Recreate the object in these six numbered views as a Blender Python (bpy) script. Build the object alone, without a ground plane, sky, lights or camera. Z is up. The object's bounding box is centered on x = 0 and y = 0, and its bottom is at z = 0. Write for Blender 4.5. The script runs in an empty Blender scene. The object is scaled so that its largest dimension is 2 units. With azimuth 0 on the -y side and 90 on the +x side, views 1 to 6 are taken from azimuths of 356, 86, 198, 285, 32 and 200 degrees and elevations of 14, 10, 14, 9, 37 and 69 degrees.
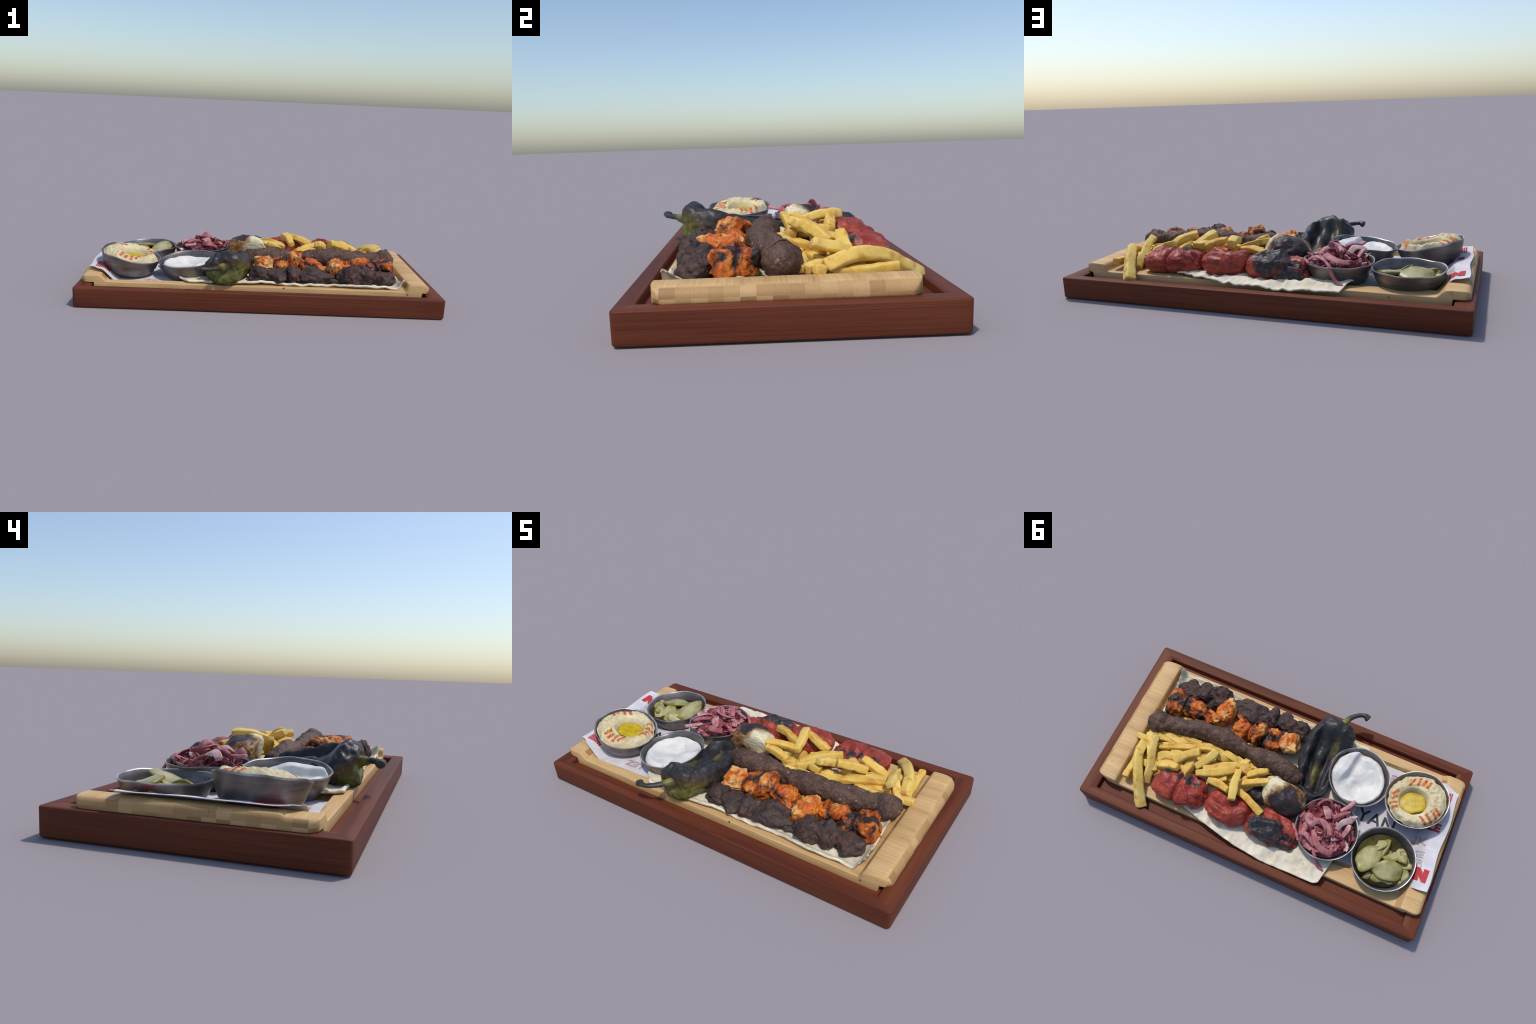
import bpy, bmesh, math, random
import numpy as np
from mathutils import Vector, Matrix, Euler

random.seed(7)
RNG = np.random.default_rng(11)
TILT = math.radians(-2.35)          # the tray and board stand slightly turned
CT, ST = math.cos(TILT), math.sin(TILT)


def turn(x, y):
    """tray-local plan position -> world"""
    return x * CT - y * ST, x * ST + y * CT


# ------------------------------------------------------------------ noise
def _hash(ix, iy, iz, seed):
    h = (ix.astype(np.int64) * 374761393 + iy.astype(np.int64) * 668265263
         + iz.astype(np.int64) * 2147483647 + seed * 974634777)
    h = (h ^ (h >> 13)) * 1274126177
    h = (h ^ (h >> 16)) & 0xFFFFFF
    return h / float(0xFFFFFF) * 2 - 1


def noise(P, scale=1.0, seed=0):
    P = np.asarray(P, float) * scale + 137.3
    I = np.floor(P).astype(np.int64)
    f = P - I
    f = f * f * f * (f * (f * 6 - 15) + 10)
    out = 0
    for dx in (0, 1):
        for dy in (0, 1):
            for dz in (0, 1):
                w = ((f[:, 0] if dx else 1 - f[:, 0]) * (f[:, 1] if dy else 1 - f[:, 1])
                     * (f[:, 2] if dz else 1 - f[:, 2]))
                out = out + w * _hash(I[:, 0] + dx, I[:, 1] + dy, I[:, 2] + dz, seed)
    return out


def fbm(P, scale, octaves=3, seed=0, gain=0.5):
    a, s, t = 1.0, scale, 0
    for o in range(octaves):
        t = t + a * noise(P, s, seed + o * 17)
        a *= gain
        s *= 2.03
    return t


def ridged(P, scale, octaves=2, seed=0):
    a, s, t = 1.0, scale, 0
    for o in range(octaves):
        t = t + a * (1 - 2 * np.abs(noise(P, s, seed + o * 31)))
        a *= 0.5
        s *= 2.1
    return t


def smooth(e0, e1, x):
    t = np.clip((np.asarray(x, float) - e0) / (e1 - e0), 0, 1)
    return t * t * (3 - 2 * t)


# ------------------------------------------------------------------ colours and node helper
def c(r, g, b):
    f = lambda v: (v / 255 / 12.92) if v / 255 <= 0.04045 else ((v / 255 + 0.055) / 1.055) ** 2.4
    return (f(r), f(g), f(b), 1.0)


class S:
    """a node socket with arithmetic"""
    def __init__(s, m, sock):
        s.m, s.k = m, sock

    def _b(s, op, o, rev=False):
        n = s.m.nt.nodes.new('ShaderNodeMath')
        n.operation = op
        a, b = (o, s) if rev else (s, o)
        for i, v in enumerate((a, b)):
            if isinstance(v, S):
                s.m.nt.links.new(v.k, n.inputs[i])
            else:
                n.inputs[i].default_value = v
        return S(s.m, n.outputs[0])

    def __add__(s, o): return s._b('ADD', o)
    def __radd__(s, o): return s._b('ADD', o)
    def __sub__(s, o): return s._b('SUBTRACT', o)
    def __rsub__(s, o): return s._b('SUBTRACT', o, True)
    def __mul__(s, o): return s._b('MULTIPLY', o)
    def __rmul__(s, o): return s._b('MULTIPLY', o)
    def __truediv__(s, o): return s._b('DIVIDE', o)
    def min(s, o): return s._b('MINIMUM', o)
    def max(s, o): return s._b('MAXIMUM', o)
    def pow(s, o): return s._b('POWER', o)
    def floor(s): return s._b('FLOOR', 0.0)
    def abs(s): return s._b('ABSOLUTE', 0.0)
    def sqrt(s): return s._b('SQRT', 0.0)

    def step(s, e0, e1):
        n = s.m.nt.nodes.new('ShaderNodeMapRange')
        n.interpolation_type = 'SMOOTHSTEP'
        s.m.nt.links.new(s.k, n.inputs[0])
        if e0 < e1:
            n.inputs[1].default_value, n.inputs[2].default_value = e0, e1
            n.inputs[3].default_value, n.inputs[4].default_value = 0, 1
        else:
            n.inputs[1].default_value, n.inputs[2].default_value = e1, e0
            n.inputs[3].default_value, n.inputs[4].default_value = 1, 0
        return S(s.m, n.outputs[0])


class Mat:
    def __init__(s, name, org=(0, 0, 0), rot=0.0):
        """org/rot: where the part's own frame stands, so masks can be written in scene metres"""
        s.mat = bpy.data.materials.new(name)
        s.mat.use_nodes = True
        s.nt = s.mat.node_tree
        s.bsdf = s.nt.nodes['Principled BSDF']
        tc = s.nt.nodes.new('ShaderNodeTexCoord')
        mp = s.nt.nodes.new('ShaderNodeMapping')
        mp.inputs['Location'].default_value = org
        mp.inputs['Rotation'].default_value = (0, 0, rot)
        s.nt.links.new(tc.outputs['Object'], mp.inputs['Vector'])
        s.P = mp.outputs['Vector']
        sp = s.nt.nodes.new('ShaderNodeSeparateXYZ')
        s.nt.links.new(s.P, sp.inputs[0])
        s.x, s.y, s.z = (S(s, sp.outputs[i]) for i in range(3))
        s._n = None

    def rand(s):
        n = s.nt.nodes.new('ShaderNodeObjectInfo')
        return S(s, n.outputs['Random'])

    def generated(s):
        n = s.nt.nodes.new('ShaderNodeTexCoord')
        sp = s.nt.nodes.new('ShaderNodeSeparateXYZ')
        s.nt.links.new(n.outputs['Generated'], sp.inputs[0])
        return [S(s, sp.outputs[i]) for i in range(3)]

    def normal(s):
        n = s.nt.nodes.new('ShaderNodeTexCoord')
        sp = s.nt.nodes.new('ShaderNodeSeparateXYZ')
        s.nt.links.new(n.outputs['Normal'], sp.inputs[0])
        return [S(s, sp.outputs[i]) for i in range(3)]

    def vec(s, sx, sy, sz, off=None):
        n = s.nt.nodes.new('ShaderNodeMapping')
        n.inputs['Scale'].default_value = (sx, sy, sz)
        s.nt.links.new(s.P, n.inputs[0])
        if off is not None:
            cb = s.nt.nodes.new('ShaderNodeCombineXYZ')
            s.nt.links.new((off * 19.0).k, cb.inputs[0])
            s.nt.links.new((off * 37.0).k, cb.inputs[1])
            s.nt.links.new(cb.outputs[0], n.inputs['Location'])
        return n.outputs[0]

    def noise(s, scale, detail=4, rough=0.55, vec=None, dist=0.0):
        n = s.nt.nodes.new('ShaderNodeTexNoise')
        n.inputs['Scale'].default_value = scale
        n.inputs['Detail'].default_value = detail
        n.inputs['Roughness'].default_value = rough
        n.inputs['Distortion'].default_value = dist
        s.nt.links.new(vec or s.P, n.inputs['Vector'])
        return S(s, n.outputs['Fac'])

    def voro(s, scale, vec=None, feature='F1', rnd=1.0):
        n = s.nt.nodes.new('ShaderNodeTexVoronoi')
        n.feature = feature
        n.inputs['Scale'].default_value = scale
        n.inputs['Randomness'].default_value = rnd
        s.nt.links.new(vec or s.P, n.inputs['Vector'])
        return S(s, n.outputs['Distance'])

    def white(s, v):
        n = s.nt.nodes.new('ShaderNodeTexWhiteNoise')
        n.noise_dimensions = '1D'
        s.nt.links.new(v.k, n.inputs['W'])
        return S(s, n.outputs['Value'])

    def ramp(s, f, stops):
        n = s.nt.nodes.new('ShaderNodeValToRGB')
        e = n.color_ramp.elements
        while len(e) > 1:
            e.remove(e[0])
        e[0].position, e[0].color = stops[0]
        for p, col in stops[1:]:
            k = e.new(p)
            k.color = col
        s.nt.links.new(f.k, n.inputs[0])
        return S(s, n.outputs[0])

    def mix(s, f, a, b, mode='MIX'):
        n = s.nt.nodes.new('ShaderNodeMix')
        n.data_type = 'RGBA'
        n.blend_type = mode
        if isinstance(f, S):
            s.nt.links.new(f.k, n.inputs[0])
        else:
            n.inputs[0].default_value = f
        for i, v in ((6, a), (7, b)):
            if isinstance(v, S):
                s.nt.links.new(v.k, n.inputs[i])
            else:
                n.inputs[i].default_value = v
        return S(s, n.outputs[2])

    def bump(s, h, dist, strength=1.0):
        n = s.nt.nodes.new('ShaderNodeBump')
        n.inputs['Distance'].default_value = dist
        n.inputs['Strength'].default_value = strength
        s.nt.links.new(h.k, n.inputs['Height'])
        if s._n:
            s.nt.links.new(s._n, n.inputs['Normal'])
        s._n = n.outputs[0]

    def out(s, col, rough=0.6, spec=0.4, metal=0.0, coat=0.0, sss=0.0):
        b = s.bsdf
        for nm, v in (('Base Color', col), ('Roughness', rough), ('Specular IOR Level', spec),
                      ('Metallic', metal), ('Coat Weight', coat), ('Subsurface Weight', sss)):
            if isinstance(v, S):
                s.nt.links.new(v.k, b.inputs[nm])
            else:
                b.inputs[nm].default_value = v
        if sss:
            b.inputs['Subsurface Scale'].default_value = 0.01
        b.inputs['Coat Roughness'].default_value = 0.25
        if s._n:
            s.nt.links.new(s._n, b.inputs['Normal'])
        return s.mat


# ------------------------------------------------------------------ object helper
def thing(name, loc, label, category):
    e = bpy.data.objects.new(name, None)
    e.empty_display_size = 0.05
    e.location = loc
    bpy.context.collection.objects.link(e)
    e['label'], e['category'] = label, category
    return e


def place(ob, parent, loc, rot=None):
    bpy.context.collection.objects.link(ob)
    if parent is not None:
        base = Vector((0, 0, 0))
        p = parent
        while p is not None:
            base += Vector(p.location)
            p = p.parent
        ob.parent = parent
        ob.location = Vector(loc) - base
    else:
        ob.location = loc
    if rot is not None:
        ob.rotation_euler = rot
    return ob


def centre_of(V):
    V = np.asarray(V, float)
    lo, hi = V.min(0), V.max(0)
    return np.array([(lo[0] + hi[0]) / 2, (lo[1] + hi[1]) / 2, lo[2]])


def make(name, V, F, mat, parent=None, sharp=None, org=None):
    """V in scene metres; the origin goes to the foot of the part"""
    V = np.asarray(V, float)
    if org is None:
        org = centre_of(V)
    me = bpy.data.meshes.new(name)
    me.from_pydata((V - np.asarray(org)).tolist(), [], F)
    me.validate()
    bm = bmesh.new()
    bm.from_mesh(me)
    bmesh.ops.recalc_face_normals(bm, faces=bm.faces)
    bm.to_mesh(me)
    bm.free()
    me.shade_smooth()
    if sharp:
        me.set_sharp_from_angle(angle=math.radians(sharp))
    if mat:
        me.materials.append(mat)
    ob = bpy.data.objects.new(name, me)
    return place(ob, parent, org)


def loft(rings, close_u=True, cap0=True, cap1=True):
    """rings: list of (n,3) arrays; returns V, F"""
    n = len(rings[0])
    V = np.concatenate(rings)
    F = []
    for i in range(len(rings) - 1):
        for j in range(n if close_u else n - 1):
            k = (j + 1) % n
            F.append((i * n + j, i * n + k, (i + 1) * n + k, (i + 1) * n + j))
    if cap0:
        F.append(tuple(range(n - 1, -1, -1)))
    if cap1:
        b = (len(rings) - 1) * n
        F.append(tuple(range(b, b + n)))
    return V, F


def spline(pts, n):
    """Catmull-Rom through pts, n samples"""
    P = np.asarray(pts, float)
    P = np.vstack([2 * P[0] - P[1], P, 2 * P[-1] - P[-2]])
    out = []
    m = len(P) - 3
    for i in range(n):
        t = i / (n - 1) * m
        k = min(int(t), m - 1)
        t -= k
        a, b, cc, d = P[k:k + 4]
        out.append(0.5 * (2 * b + (cc - a) * t + (2 * a - 5 * b + 4 * cc - d) * t * t
                          + (3 * b - a - 3 * cc + d) * t ** 3))
    return np.array(out)


def frames(C, roll=0.0):
    T = np.gradient(C, axis=0)
    T /= np.linalg.norm(T, axis=1)[:, None]
    up = np.array([0, 0, 1.0])
    if abs(T[len(T) // 2] @ up) > 0.9:
        up = np.array([0, 1.0, 0])
    R = np.cross(T, up)
    R /= np.linalg.norm(R, axis=1)[:, None]
    U = np.cross(R, T)
    ro = np.broadcast_to(np.asarray(roll, float), (len(C),))[:, None]
    return T, R * np.cos(ro) + U * np.sin(ro), U * np.cos(ro) - R * np.sin(ro)


def tube(pts, wid, hei, n=24, seg=16, power=2.0, roll=0.0, round_ends=0.5):
    """a rod along a spline; wid/hei half sizes (number or function of t); power 2 round, 4+ squarish"""
    C = spline(pts, n)
    T, R, U = frames(C, roll)
    th = np.arange(seg) / seg * 2 * math.pi + math.pi / seg
    cx = np.sign(np.cos(th)) * np.abs(np.cos(th)) ** (2 / power)
    cy = np.sign(np.sin(th)) * np.abs(np.sin(th)) ** (2 / power)
    w = lambda t: wid(t) if callable(wid) else wid
    h = lambda t: hei(t) if callable(hei) else hei
    rings = []

    def ring(p, r, u, a, b):
        rings.append(p + np.outer(cx * a, r) + np.outer(cy * b, u))
    e = round_ends * min(w(0), h(0))
    for k in (0.3, 0.6, 0.8, 0.95):
        ring(C[0] - T[0] * e * math.sqrt(1 - k * k), R[0], U[0], w(0) * (1 - round_ends + round_ends * k) if round_ends < 1 else w(0) * k,
             h(0) * (1 - round_ends + round_ends * k) if round_ends < 1 else h(0) * k)
    for i in range(n):
        t = i / (n - 1)
        ring(C[i], R[i], U[i], w(t), h(t))
    e = round_ends * min(w(1), h(1))
    for k in (0.95, 0.8, 0.6, 0.3):
        ring(C[-1] + T[-1] * e * math.sqrt(1 - k * k), R[-1], U[-1],
             w(1) * (1 - round_ends + round_ends * k) if round_ends < 1 else w(1) * k,
             h(1) * (1 - round_ends + round_ends * k) if round_ends < 1 else h(1) * k)
    # close the ends on a single middle ring
    V, F = loft(rings, cap0=False, cap1=False)
    for idx, (b, flip) in enumerate(((0, True), ((len(rings) - 1) * seg, False))):
        V = np.vstack([V, V[b:b + seg].mean(0)])
        m = len(V) - 1
        for j in range(seg):
            k = (j + 1) % seg
            F.append((b + k, b + j, m) if flip else (b + j, b + k, m))
    return V, F


_CS = {}


def cubesphere(n):
    """unit directions of a subdivided cube and its quads"""
    if n in _CS:
        return _CS[n]
    bm = bmesh.new()
    bmesh.ops.create_cube(bm, size=2)
    bmesh.ops.subdivide_edges(bm, edges=bm.edges, cuts=n, use_grid_fill=True)
    V = np.array([v.co[:] for v in bm.verts])
    F = [tuple(v.index for v in f.verts) for f in bm.faces]
    bm.free()
    V = np.tan(V * math.pi / 4)
    V /= np.linalg.norm(V, axis=1)[:, None]
    _CS[n] = (V, F)
    return V, F


def blob(ctr, half, rotz=0.0, power=2.4, n=22, lumps=(), lump_amp=0.12, lump_scale=1.6, seed=0,
         rough=0.03, rough_scale=7, ridge=0.0, ridge_scale=3, floor=None, tip=(0, 0), tilt=None):
    """a lumpy solid: superellipsoid with noise, extra lumps ((dir),(amp),(width)) and a flat foot"""
    D, F = cubesphere(n)
    r = (np.abs(D) ** power).sum(1) ** (-1 / power)
    q = D * r[:, None]
    k = 1 + lump_amp * fbm(D, lump_scale, 2, seed) + rough * fbm(D, rough_scale, 3, seed + 5)
    if ridge:
        k = k + ridge * ridged(D, ridge_scale, 2, seed + 9)
    for d, a, w in lumps:
        d = np.array(d, float)
        d /= np.linalg.norm(d)
        k = k + a * np.exp(-((D - d) ** 2).sum(1) / (2 * w * w))
    V = q * k[:, None]
    if tilt is not None:
        V = V @ np.array(Euler(tilt).to_matrix()).T
    lo, hi = np.percentile(V, 3, axis=0), np.percentile(V, 97, axis=0)
    lo[2], hi[2] = V[:, 2].min(), V[:, 2].max()
    V = (V - (lo + hi) / 2) / ((hi - lo) / 2) * np.asarray(half)      # true half sizes
    V[:, 0] += tip[0] * V[:, 2]
    V[:, 1] += tip[1] * V[:, 2]
    cr, sr = math.cos(rotz), math.sin(rotz)
    V = np.stack([V[:, 0] * cr - V[:, 1] * sr, V[:, 0] * sr + V[:, 1] * cr, V[:, 2]], 1) + np.asarray(ctr)
    if floor is not None:
        z = V[:, 2]
        V[:, 2] = np.where(z < floor, floor + 0.15 * (z - floor) * 0.3, z)
    return V, list(F)

# ================================================================== TRAY (dark red-brown wooden frame)
HX, HY, WX, WY, ZR = 0.9795, 0.5055, 0.082, 0.059, 0.1055
tray = thing('serving_tray', (0, 0, 0), 'dark red brown rectangular wooden tray with mitred raised rim', 'serving tray')


def stained_wood(name, axis, org):
    m = Mat(name, org=org, rot=-TILT)
    s = (2.2, 30, 90) if axis == 'x' else (30, 2.2, 90)
    a = m.noise(1.0, 4, 0.6, m.vec(*s), 0.6)
    s2 = (0.9, 9, 14) if axis == 'x' else (9, 0.9, 14)
    b = m.noise(1.0, 3, 0.5, m.vec(*s2), 0.4)
    s3 = (1.2, 10, 330) if axis == 'x' else (10, 1.2, 330)
    l = m.noise(1.0, 1, 0.4, m.vec(*s3))
    col = m.ramp(a * 0.45 + b * 0.55, [(0.28, c(78, 36, 22)), (0.46, c(97, 48, 30)), (0.60, c(107, 56, 35)), (0.78, c(121, 69, 45))])
    col = m.mix(l.step(0.47, 0.36) * 0.35, col, c(62, 26, 19))
    m.bump(l, 0.0008, 0.35)
    m.bump(a, 0.0006, 0.3)
    return m.out(col, rough=0.55, spec=0.18)


def tray_section():
    """(t across the rim 0..1, z, outer corner radius factor)"""
    P = []
    for k in range(6):                       # rounded foot
        a = k / 5 * math.pi / 2
        P.append((0.16 * (1 - math.sin(a)), 0.009 * (1 - math.cos(a))))
    P = [(0.9, 0.0)] + [(p[0] * 0.95, p[1]) for p in P]
    for k in range(5):                       # top outer arris
        a = k / 4 * math.pi / 2
        P.append((0.10 * (1 - math.cos(a)), ZR - 0.006 + 0.006 * math.sin(a)))
    P += [(0.35, ZR + 0.0012), (0.65, ZR + 0.0005), (0.94, ZR - 0.002), (0.99, ZR - 0.005), (1.0, ZR - 0.010), (1.0, 0.02), (0.97, 0.012)]
    return P


def corner_pt(sx, sy, t, ang):
    """plan point on the rounded corner for rim parameter t"""
    r = 0.016 * max(0.0, 1 - t * 1.3) + 0.0006
    ex, ey = HX - t * WX, HY - t * WY
    return sx * (ex - r + r * math.cos(ang)), sy * (ey - r + r * math.sin(ang))


def rail(name, c0, c1, axis):
    """c0 -> c1 corners (sx, sy)"""
    prof = tray_section()
    cols = []
    A = math.pi / 4
    for (sx, sy) in ((c0), (c1)):
        angs = [A + (math.pi / 4) * k / 3 for k in range(4)] if axis == 'x' else [A - (math.pi / 4) * k / 3 for k in range(4)]
        st = [[corner_pt(sx, sy, t, a) + (z,) for t, z in prof] for a in angs]
        cols.append(st)
    mid = []
    a0, a1 = np.array(cols[0][-1]), np.array(cols[1][-1])
    for k in range(1, 24):
        mid.append((a0 + (a1 - a0) * k / 24))
    rings = [np.array(s) for s in cols[0]] + mid + [np.array(s) for s in cols[1][::-1]]
    for r in rings:
        x, y = turn(r[:, 0].copy(), r[:, 1].copy())
        r[:, 0], r[:, 1] = x, y
    V, F = loft(rings)
    o = centre_of(V)
    lo = (o[0] * CT + o[1] * ST, -o[0] * ST + o[1] * CT, 0)
    return make(name, V, F, stained_wood('stained_wood_' + axis, axis, lo), tray, sharp=35)


rail('tray_rail', (-1, -1), (1, -1), 'x')
rail('tray_rail', (-1, 1), (1, 1), 'x')
rail('tray_rail', (1, -1), (1, 1), 'y')
rail('tray_rail', (-1, -1), (-1, 1), 'y')

bx, by = HX - WX + 0.004, HY - WY + 0.004
V, F = loft([np.array([turn(sx * bx, sy * by) + (z,) for sx, sy in ((-1, -1), (1, -1), (1, 1), (-1, 1))]) for z in (0.045, 0.075)])
make('tray_floor', V, F, stained_wood('stained_wood_floor', 'x', (0, 0, 0.045)), tray, sharp=30)

# ================================================================== CUTTING BOARD (bamboo, two raised end lips)
BY0, BY1 = -0.406, 0.388


def bamboo():
    m = Mat('bamboo_wood', org=(0, 0, 0.05), rot=-TILT)
    nx, ny, nz = m.normal()
    strip = (m.y / 0.046 + m.noise(2.0, 1, vec=m.vec(0.6, 0.05, 0.05)) * 0.3).floor()
    w = m.white(strip)
    lay = m.white(strip + (m.z / 0.03).floor() * 7.0)
    grain = m.noise(1.0, 5, 0.62, m.vec(7, 170, 120), 0.3)
    broad = m.noise(1.0, 3, 0.5, m.vec(1.6, 22, 12))
    base = m.ramp(grain * 0.55 + broad * 0.33 + w * 0.12, [(0.25, c(160, 122, 76)), (0.43, c(192, 154, 103)), (0.57, c(207, 170, 118)), (0.8, c(224, 191, 140))])
    endn = m.noise(240.0, 3, 0.6)
    endg = m.ramp(lay * 0.6 + endn * 0.4, [(0.15, c(152, 116, 74)), (0.42, c(178, 140, 92)), (0.75, c(200, 164, 114))])
    isend = nx.abs().step(0.35, 0.6)
    col = m.mix(isend, base, endg)
    # fine dark lines between strips, brown knots and tiny black flecks
    edge = ((m.y / 0.046) - (m.y / 0.046).floor() - 0.5).abs().step(0.47, 0.5)
    col = m.mix(edge * 0.16, col, c(120, 84, 48))
    node = m.noise(1.0, 2, 0.5, m.vec(26, 20, 10)).step(0.70, 0.76)
    col = m.mix(node * 0.4, col, c(168, 118, 68))
    fleck = m.voro(11.0, m.vec(1, 1.3, 1)).step(0.075, 0.05)
    gate = m.noise(3.1, 1).step(0.52, 0.56)
    col = m.mix(fleck * gate * 0.85, col, c(58, 40, 28))
    m.bump(grain, 0.0007, 0.35)
    return m.out(col, rough=0.55, spec=0.3)


board = thing('cutting_board', (0, 0, 0.05), 'pale bamboo board with a raised lip at each end', 'cutting board')
ST_X = [  # x, top z, bottom z, plan inset
    (-0.962, 0.120, 0.107, 0.032), (-0.961, 0.128, 0.1065, 0.024), (-0.956, 0.137, 0.1062, 0.014), (-0.946, 0.1435, 0.106, 0.006), (-0.934, 0.146, 0.106, 0.002),
    (-0.918, 0.147, 0.106, 0), (-0.890, 0.1475, 0.106, 0), (-0.886, 0.1475, 0.052, 0), (-0.868, 0.147, 0.05, 0), (-0.860, 0.1455, 0.05, 0), (-0.848, 0.136, 0.05, 0), (-0.836, 0.124, 0.05, 0),
    (-0.826, 0.1165, 0.05, 0), (-0.819, 0.1145, 0.05, 0)]
for k in range(1, 40):
    ST_X.append((-0.819 + k / 40 * (0.786 + 0.819), 0.1145 + 0.002 * k / 40, 0.05, 0))
ST_X += [(0.786, 0.117, 0.05, 0), (0.790, 0.119, 0.05, 0), (0.795, 0.129, 0.05, 0), (0.802, 0.144, 0.05, 0), (0.807, 0.151, 0.05, 0), (0.815, 0.154, 0.05, 0),
         (0.85, 0.1555, 0.05, 0), (0.872, 0.1555, 0.05, 0.002), (0.8805, 0.1552, 0.105, 0.004), (0.892, 0.1545, 0.105, 0.006), (0.903, 0.151, 0.105, 0.010), (0.912, 0.145, 0.105, 0.016), (0.920, 0.136, 0.105, 0.024), (0.9245, 0.127, 0.105, 0.034), (0.926, 0.116, 0.107, 0.042)]
NB = 96


def lip_raise(x, y):
    """the far lip swells under the paper that is folded over it"""
    return 0.008 * smooth(-0.87, -0.90, x) * smooth(-0.275, -0.25, y) * smooth(0.285, 0.265, y)


def well(x, y):
    """shallow trough that holds the paper and the bowls"""
    return 0.0265 * smooth(-0.822, -0.812, x) * smooth(-0.36, -0.42, x) * smooth(-0.330, -0.318, y) * smooth(0.325, 0.312, y)


rings = []
for x, zt, zb, ins in ST_X:
    y0, y1 = BY0 + ins, BY1 - ins
    pts = [(y0 + 0.006, zb), (y0, zb + 0.004), (y0, zt - 0.004), (y0 + 0.0012, zt - 0.0012), (y0 + 0.004, zt)]
    for k in range(1, NB):
        pts.append((y0 + 0.004 + (y1 - y0 - 0.008) * k / NB, zt))
    pts += [(y1 - 0.004, zt), (y1 - 0.0012, zt - 0.0012), (y1, zt - 0.004), (y1, zb + 0.004), (y1 - 0.006, zb)]
    r = []
    for y, z in pts:
        wx, wy = turn(x, y)
        if z > zt - 0.001:
            z = z + float(lip_raise(x, wy)) - float(well(x, wy))
        r.append((wx, wy, z))
    rings.append(np.array(r))
V, F = loft(rings)
V[:, 2] += 0.0006 * noise(V, 9, 3) * (V[:, 2] > 0.11)
make('board', V, F, bamboo(), board, sharp=50, org=(0, 0, 0.05))

# ================================================================== PAPER LINER with print
paper = thing('paper_liner', (-0.70, 0, 0.102), 'white printed paper sheet draped over the board end', 'food paper')
PX0, PX1, PY0, PY1 = -0.950, -0.44, -0.318, 0.300


def paper_z(x, y):
    x, y = np.asarray(x, float), np.asarray(y, float)
    t = smooth(-0.780, -0.885, x)
    z = 0.0925 + 0.0700 * t + 0.009 * smooth(-0.88, -0.95, x)
    P = np.stack([x, y, 0 * x], -1).reshape(-1, 3)
    wv = noise(P, 11, 4).reshape(x.shape)
    z = z + 0.0035 * t * wv + 0.0007 * (1 + noise(P, 30, 8).reshape(x.shape))
    z = z + 0.006 * smooth(-0.29, -0.318, y) * smooth(-0.7, -0.9, x)
    return z


def sheet(nu, nv, f, thick):
    """closed thin sheet from f(u,v)->xyz on the top side"""
    T = np.array([f(i / nu, j / nv) for j in range(nv + 1) for i in range(nu + 1)])
    B = T.copy()
    B[:, 2] -= thick
    n = len(T)
    V = np.vstack([T, B])
    F = []
    at = lambda i, j: j * (nu + 1) + i
    for j in range(nv):
        for i in range(nu):
            a, b, d, e = at(i, j), at(i + 1, j), at(i + 1, j + 1), at(i, j + 1)
            F.append((a, b, d, e))
            F.append((e + n, d + n, b + n, a + n))
    rim = [at(i, 0) for i in range(nu)] + [at(nu, j) for j in range(nv)] + [at(nu - i, nv) for i in range(nu)] + [at(0, nv - j) for j in range(nv)]
    for k in range(len(rim)):
        a, b = rim[k], rim[(k + 1) % len(rim)]
        F.append((a, a + n, b + n, b))
    return V, F


def paper_f(u, v):
    x = PX0 + (PX1 - PX0) * u
    y0 = PY0 + 0.045 * smooth(0.17, 0.0, u) + 0.003 * math.sin(9 * u)
    y = y0 + (PY1 - y0) * v + 0.004 * math.sin(13 * u)
    x = x + (1 - u) * (0.005 * math.sin(11 * v + 1) + 0.016 * v)
    return (x, y, float(paper_z(np.array([x]), np.array([y]))[0]))


m = Mat('white_paper', org=(0, 0, 0))
g = m.noise(14, 4)
col = m.ramp(g, [(0.3, c(196, 192, 196)), (0.6, c(216, 211, 214)), (0.8, c(226, 222, 224))])
stain = m.noise(5, 2).step(0.66, 0.74)
col = m.mix(stain * 0.35, col, c(206, 184, 160))
m.bump(g, 0.002, 0.3)
MAT_PAPER = m.out(col, rough=0.7, spec=0.2)
V, F = sheet(84, 70, paper_f, 0.0022)
make('paper_sheet', V, F, MAT_PAPER, paper, sharp=60)


def ink(name, col):
    m = Mat(name)
    k = m.noise(90, 3)
    return m.out(m.mix(k.step(0.55, 0.75) * 0.3, c(*col), c(205, 190, 190)), rough=0.65, spec=0.2)


INK_RED, INK_PINK, INK_BLACK, INK_GREY = ink('red_ink', (186, 54, 60)), ink('pink_ink', (190, 110, 116)), ink('black_ink', (64, 64, 61)), ink('grey_ink', (160, 150, 156))


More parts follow.
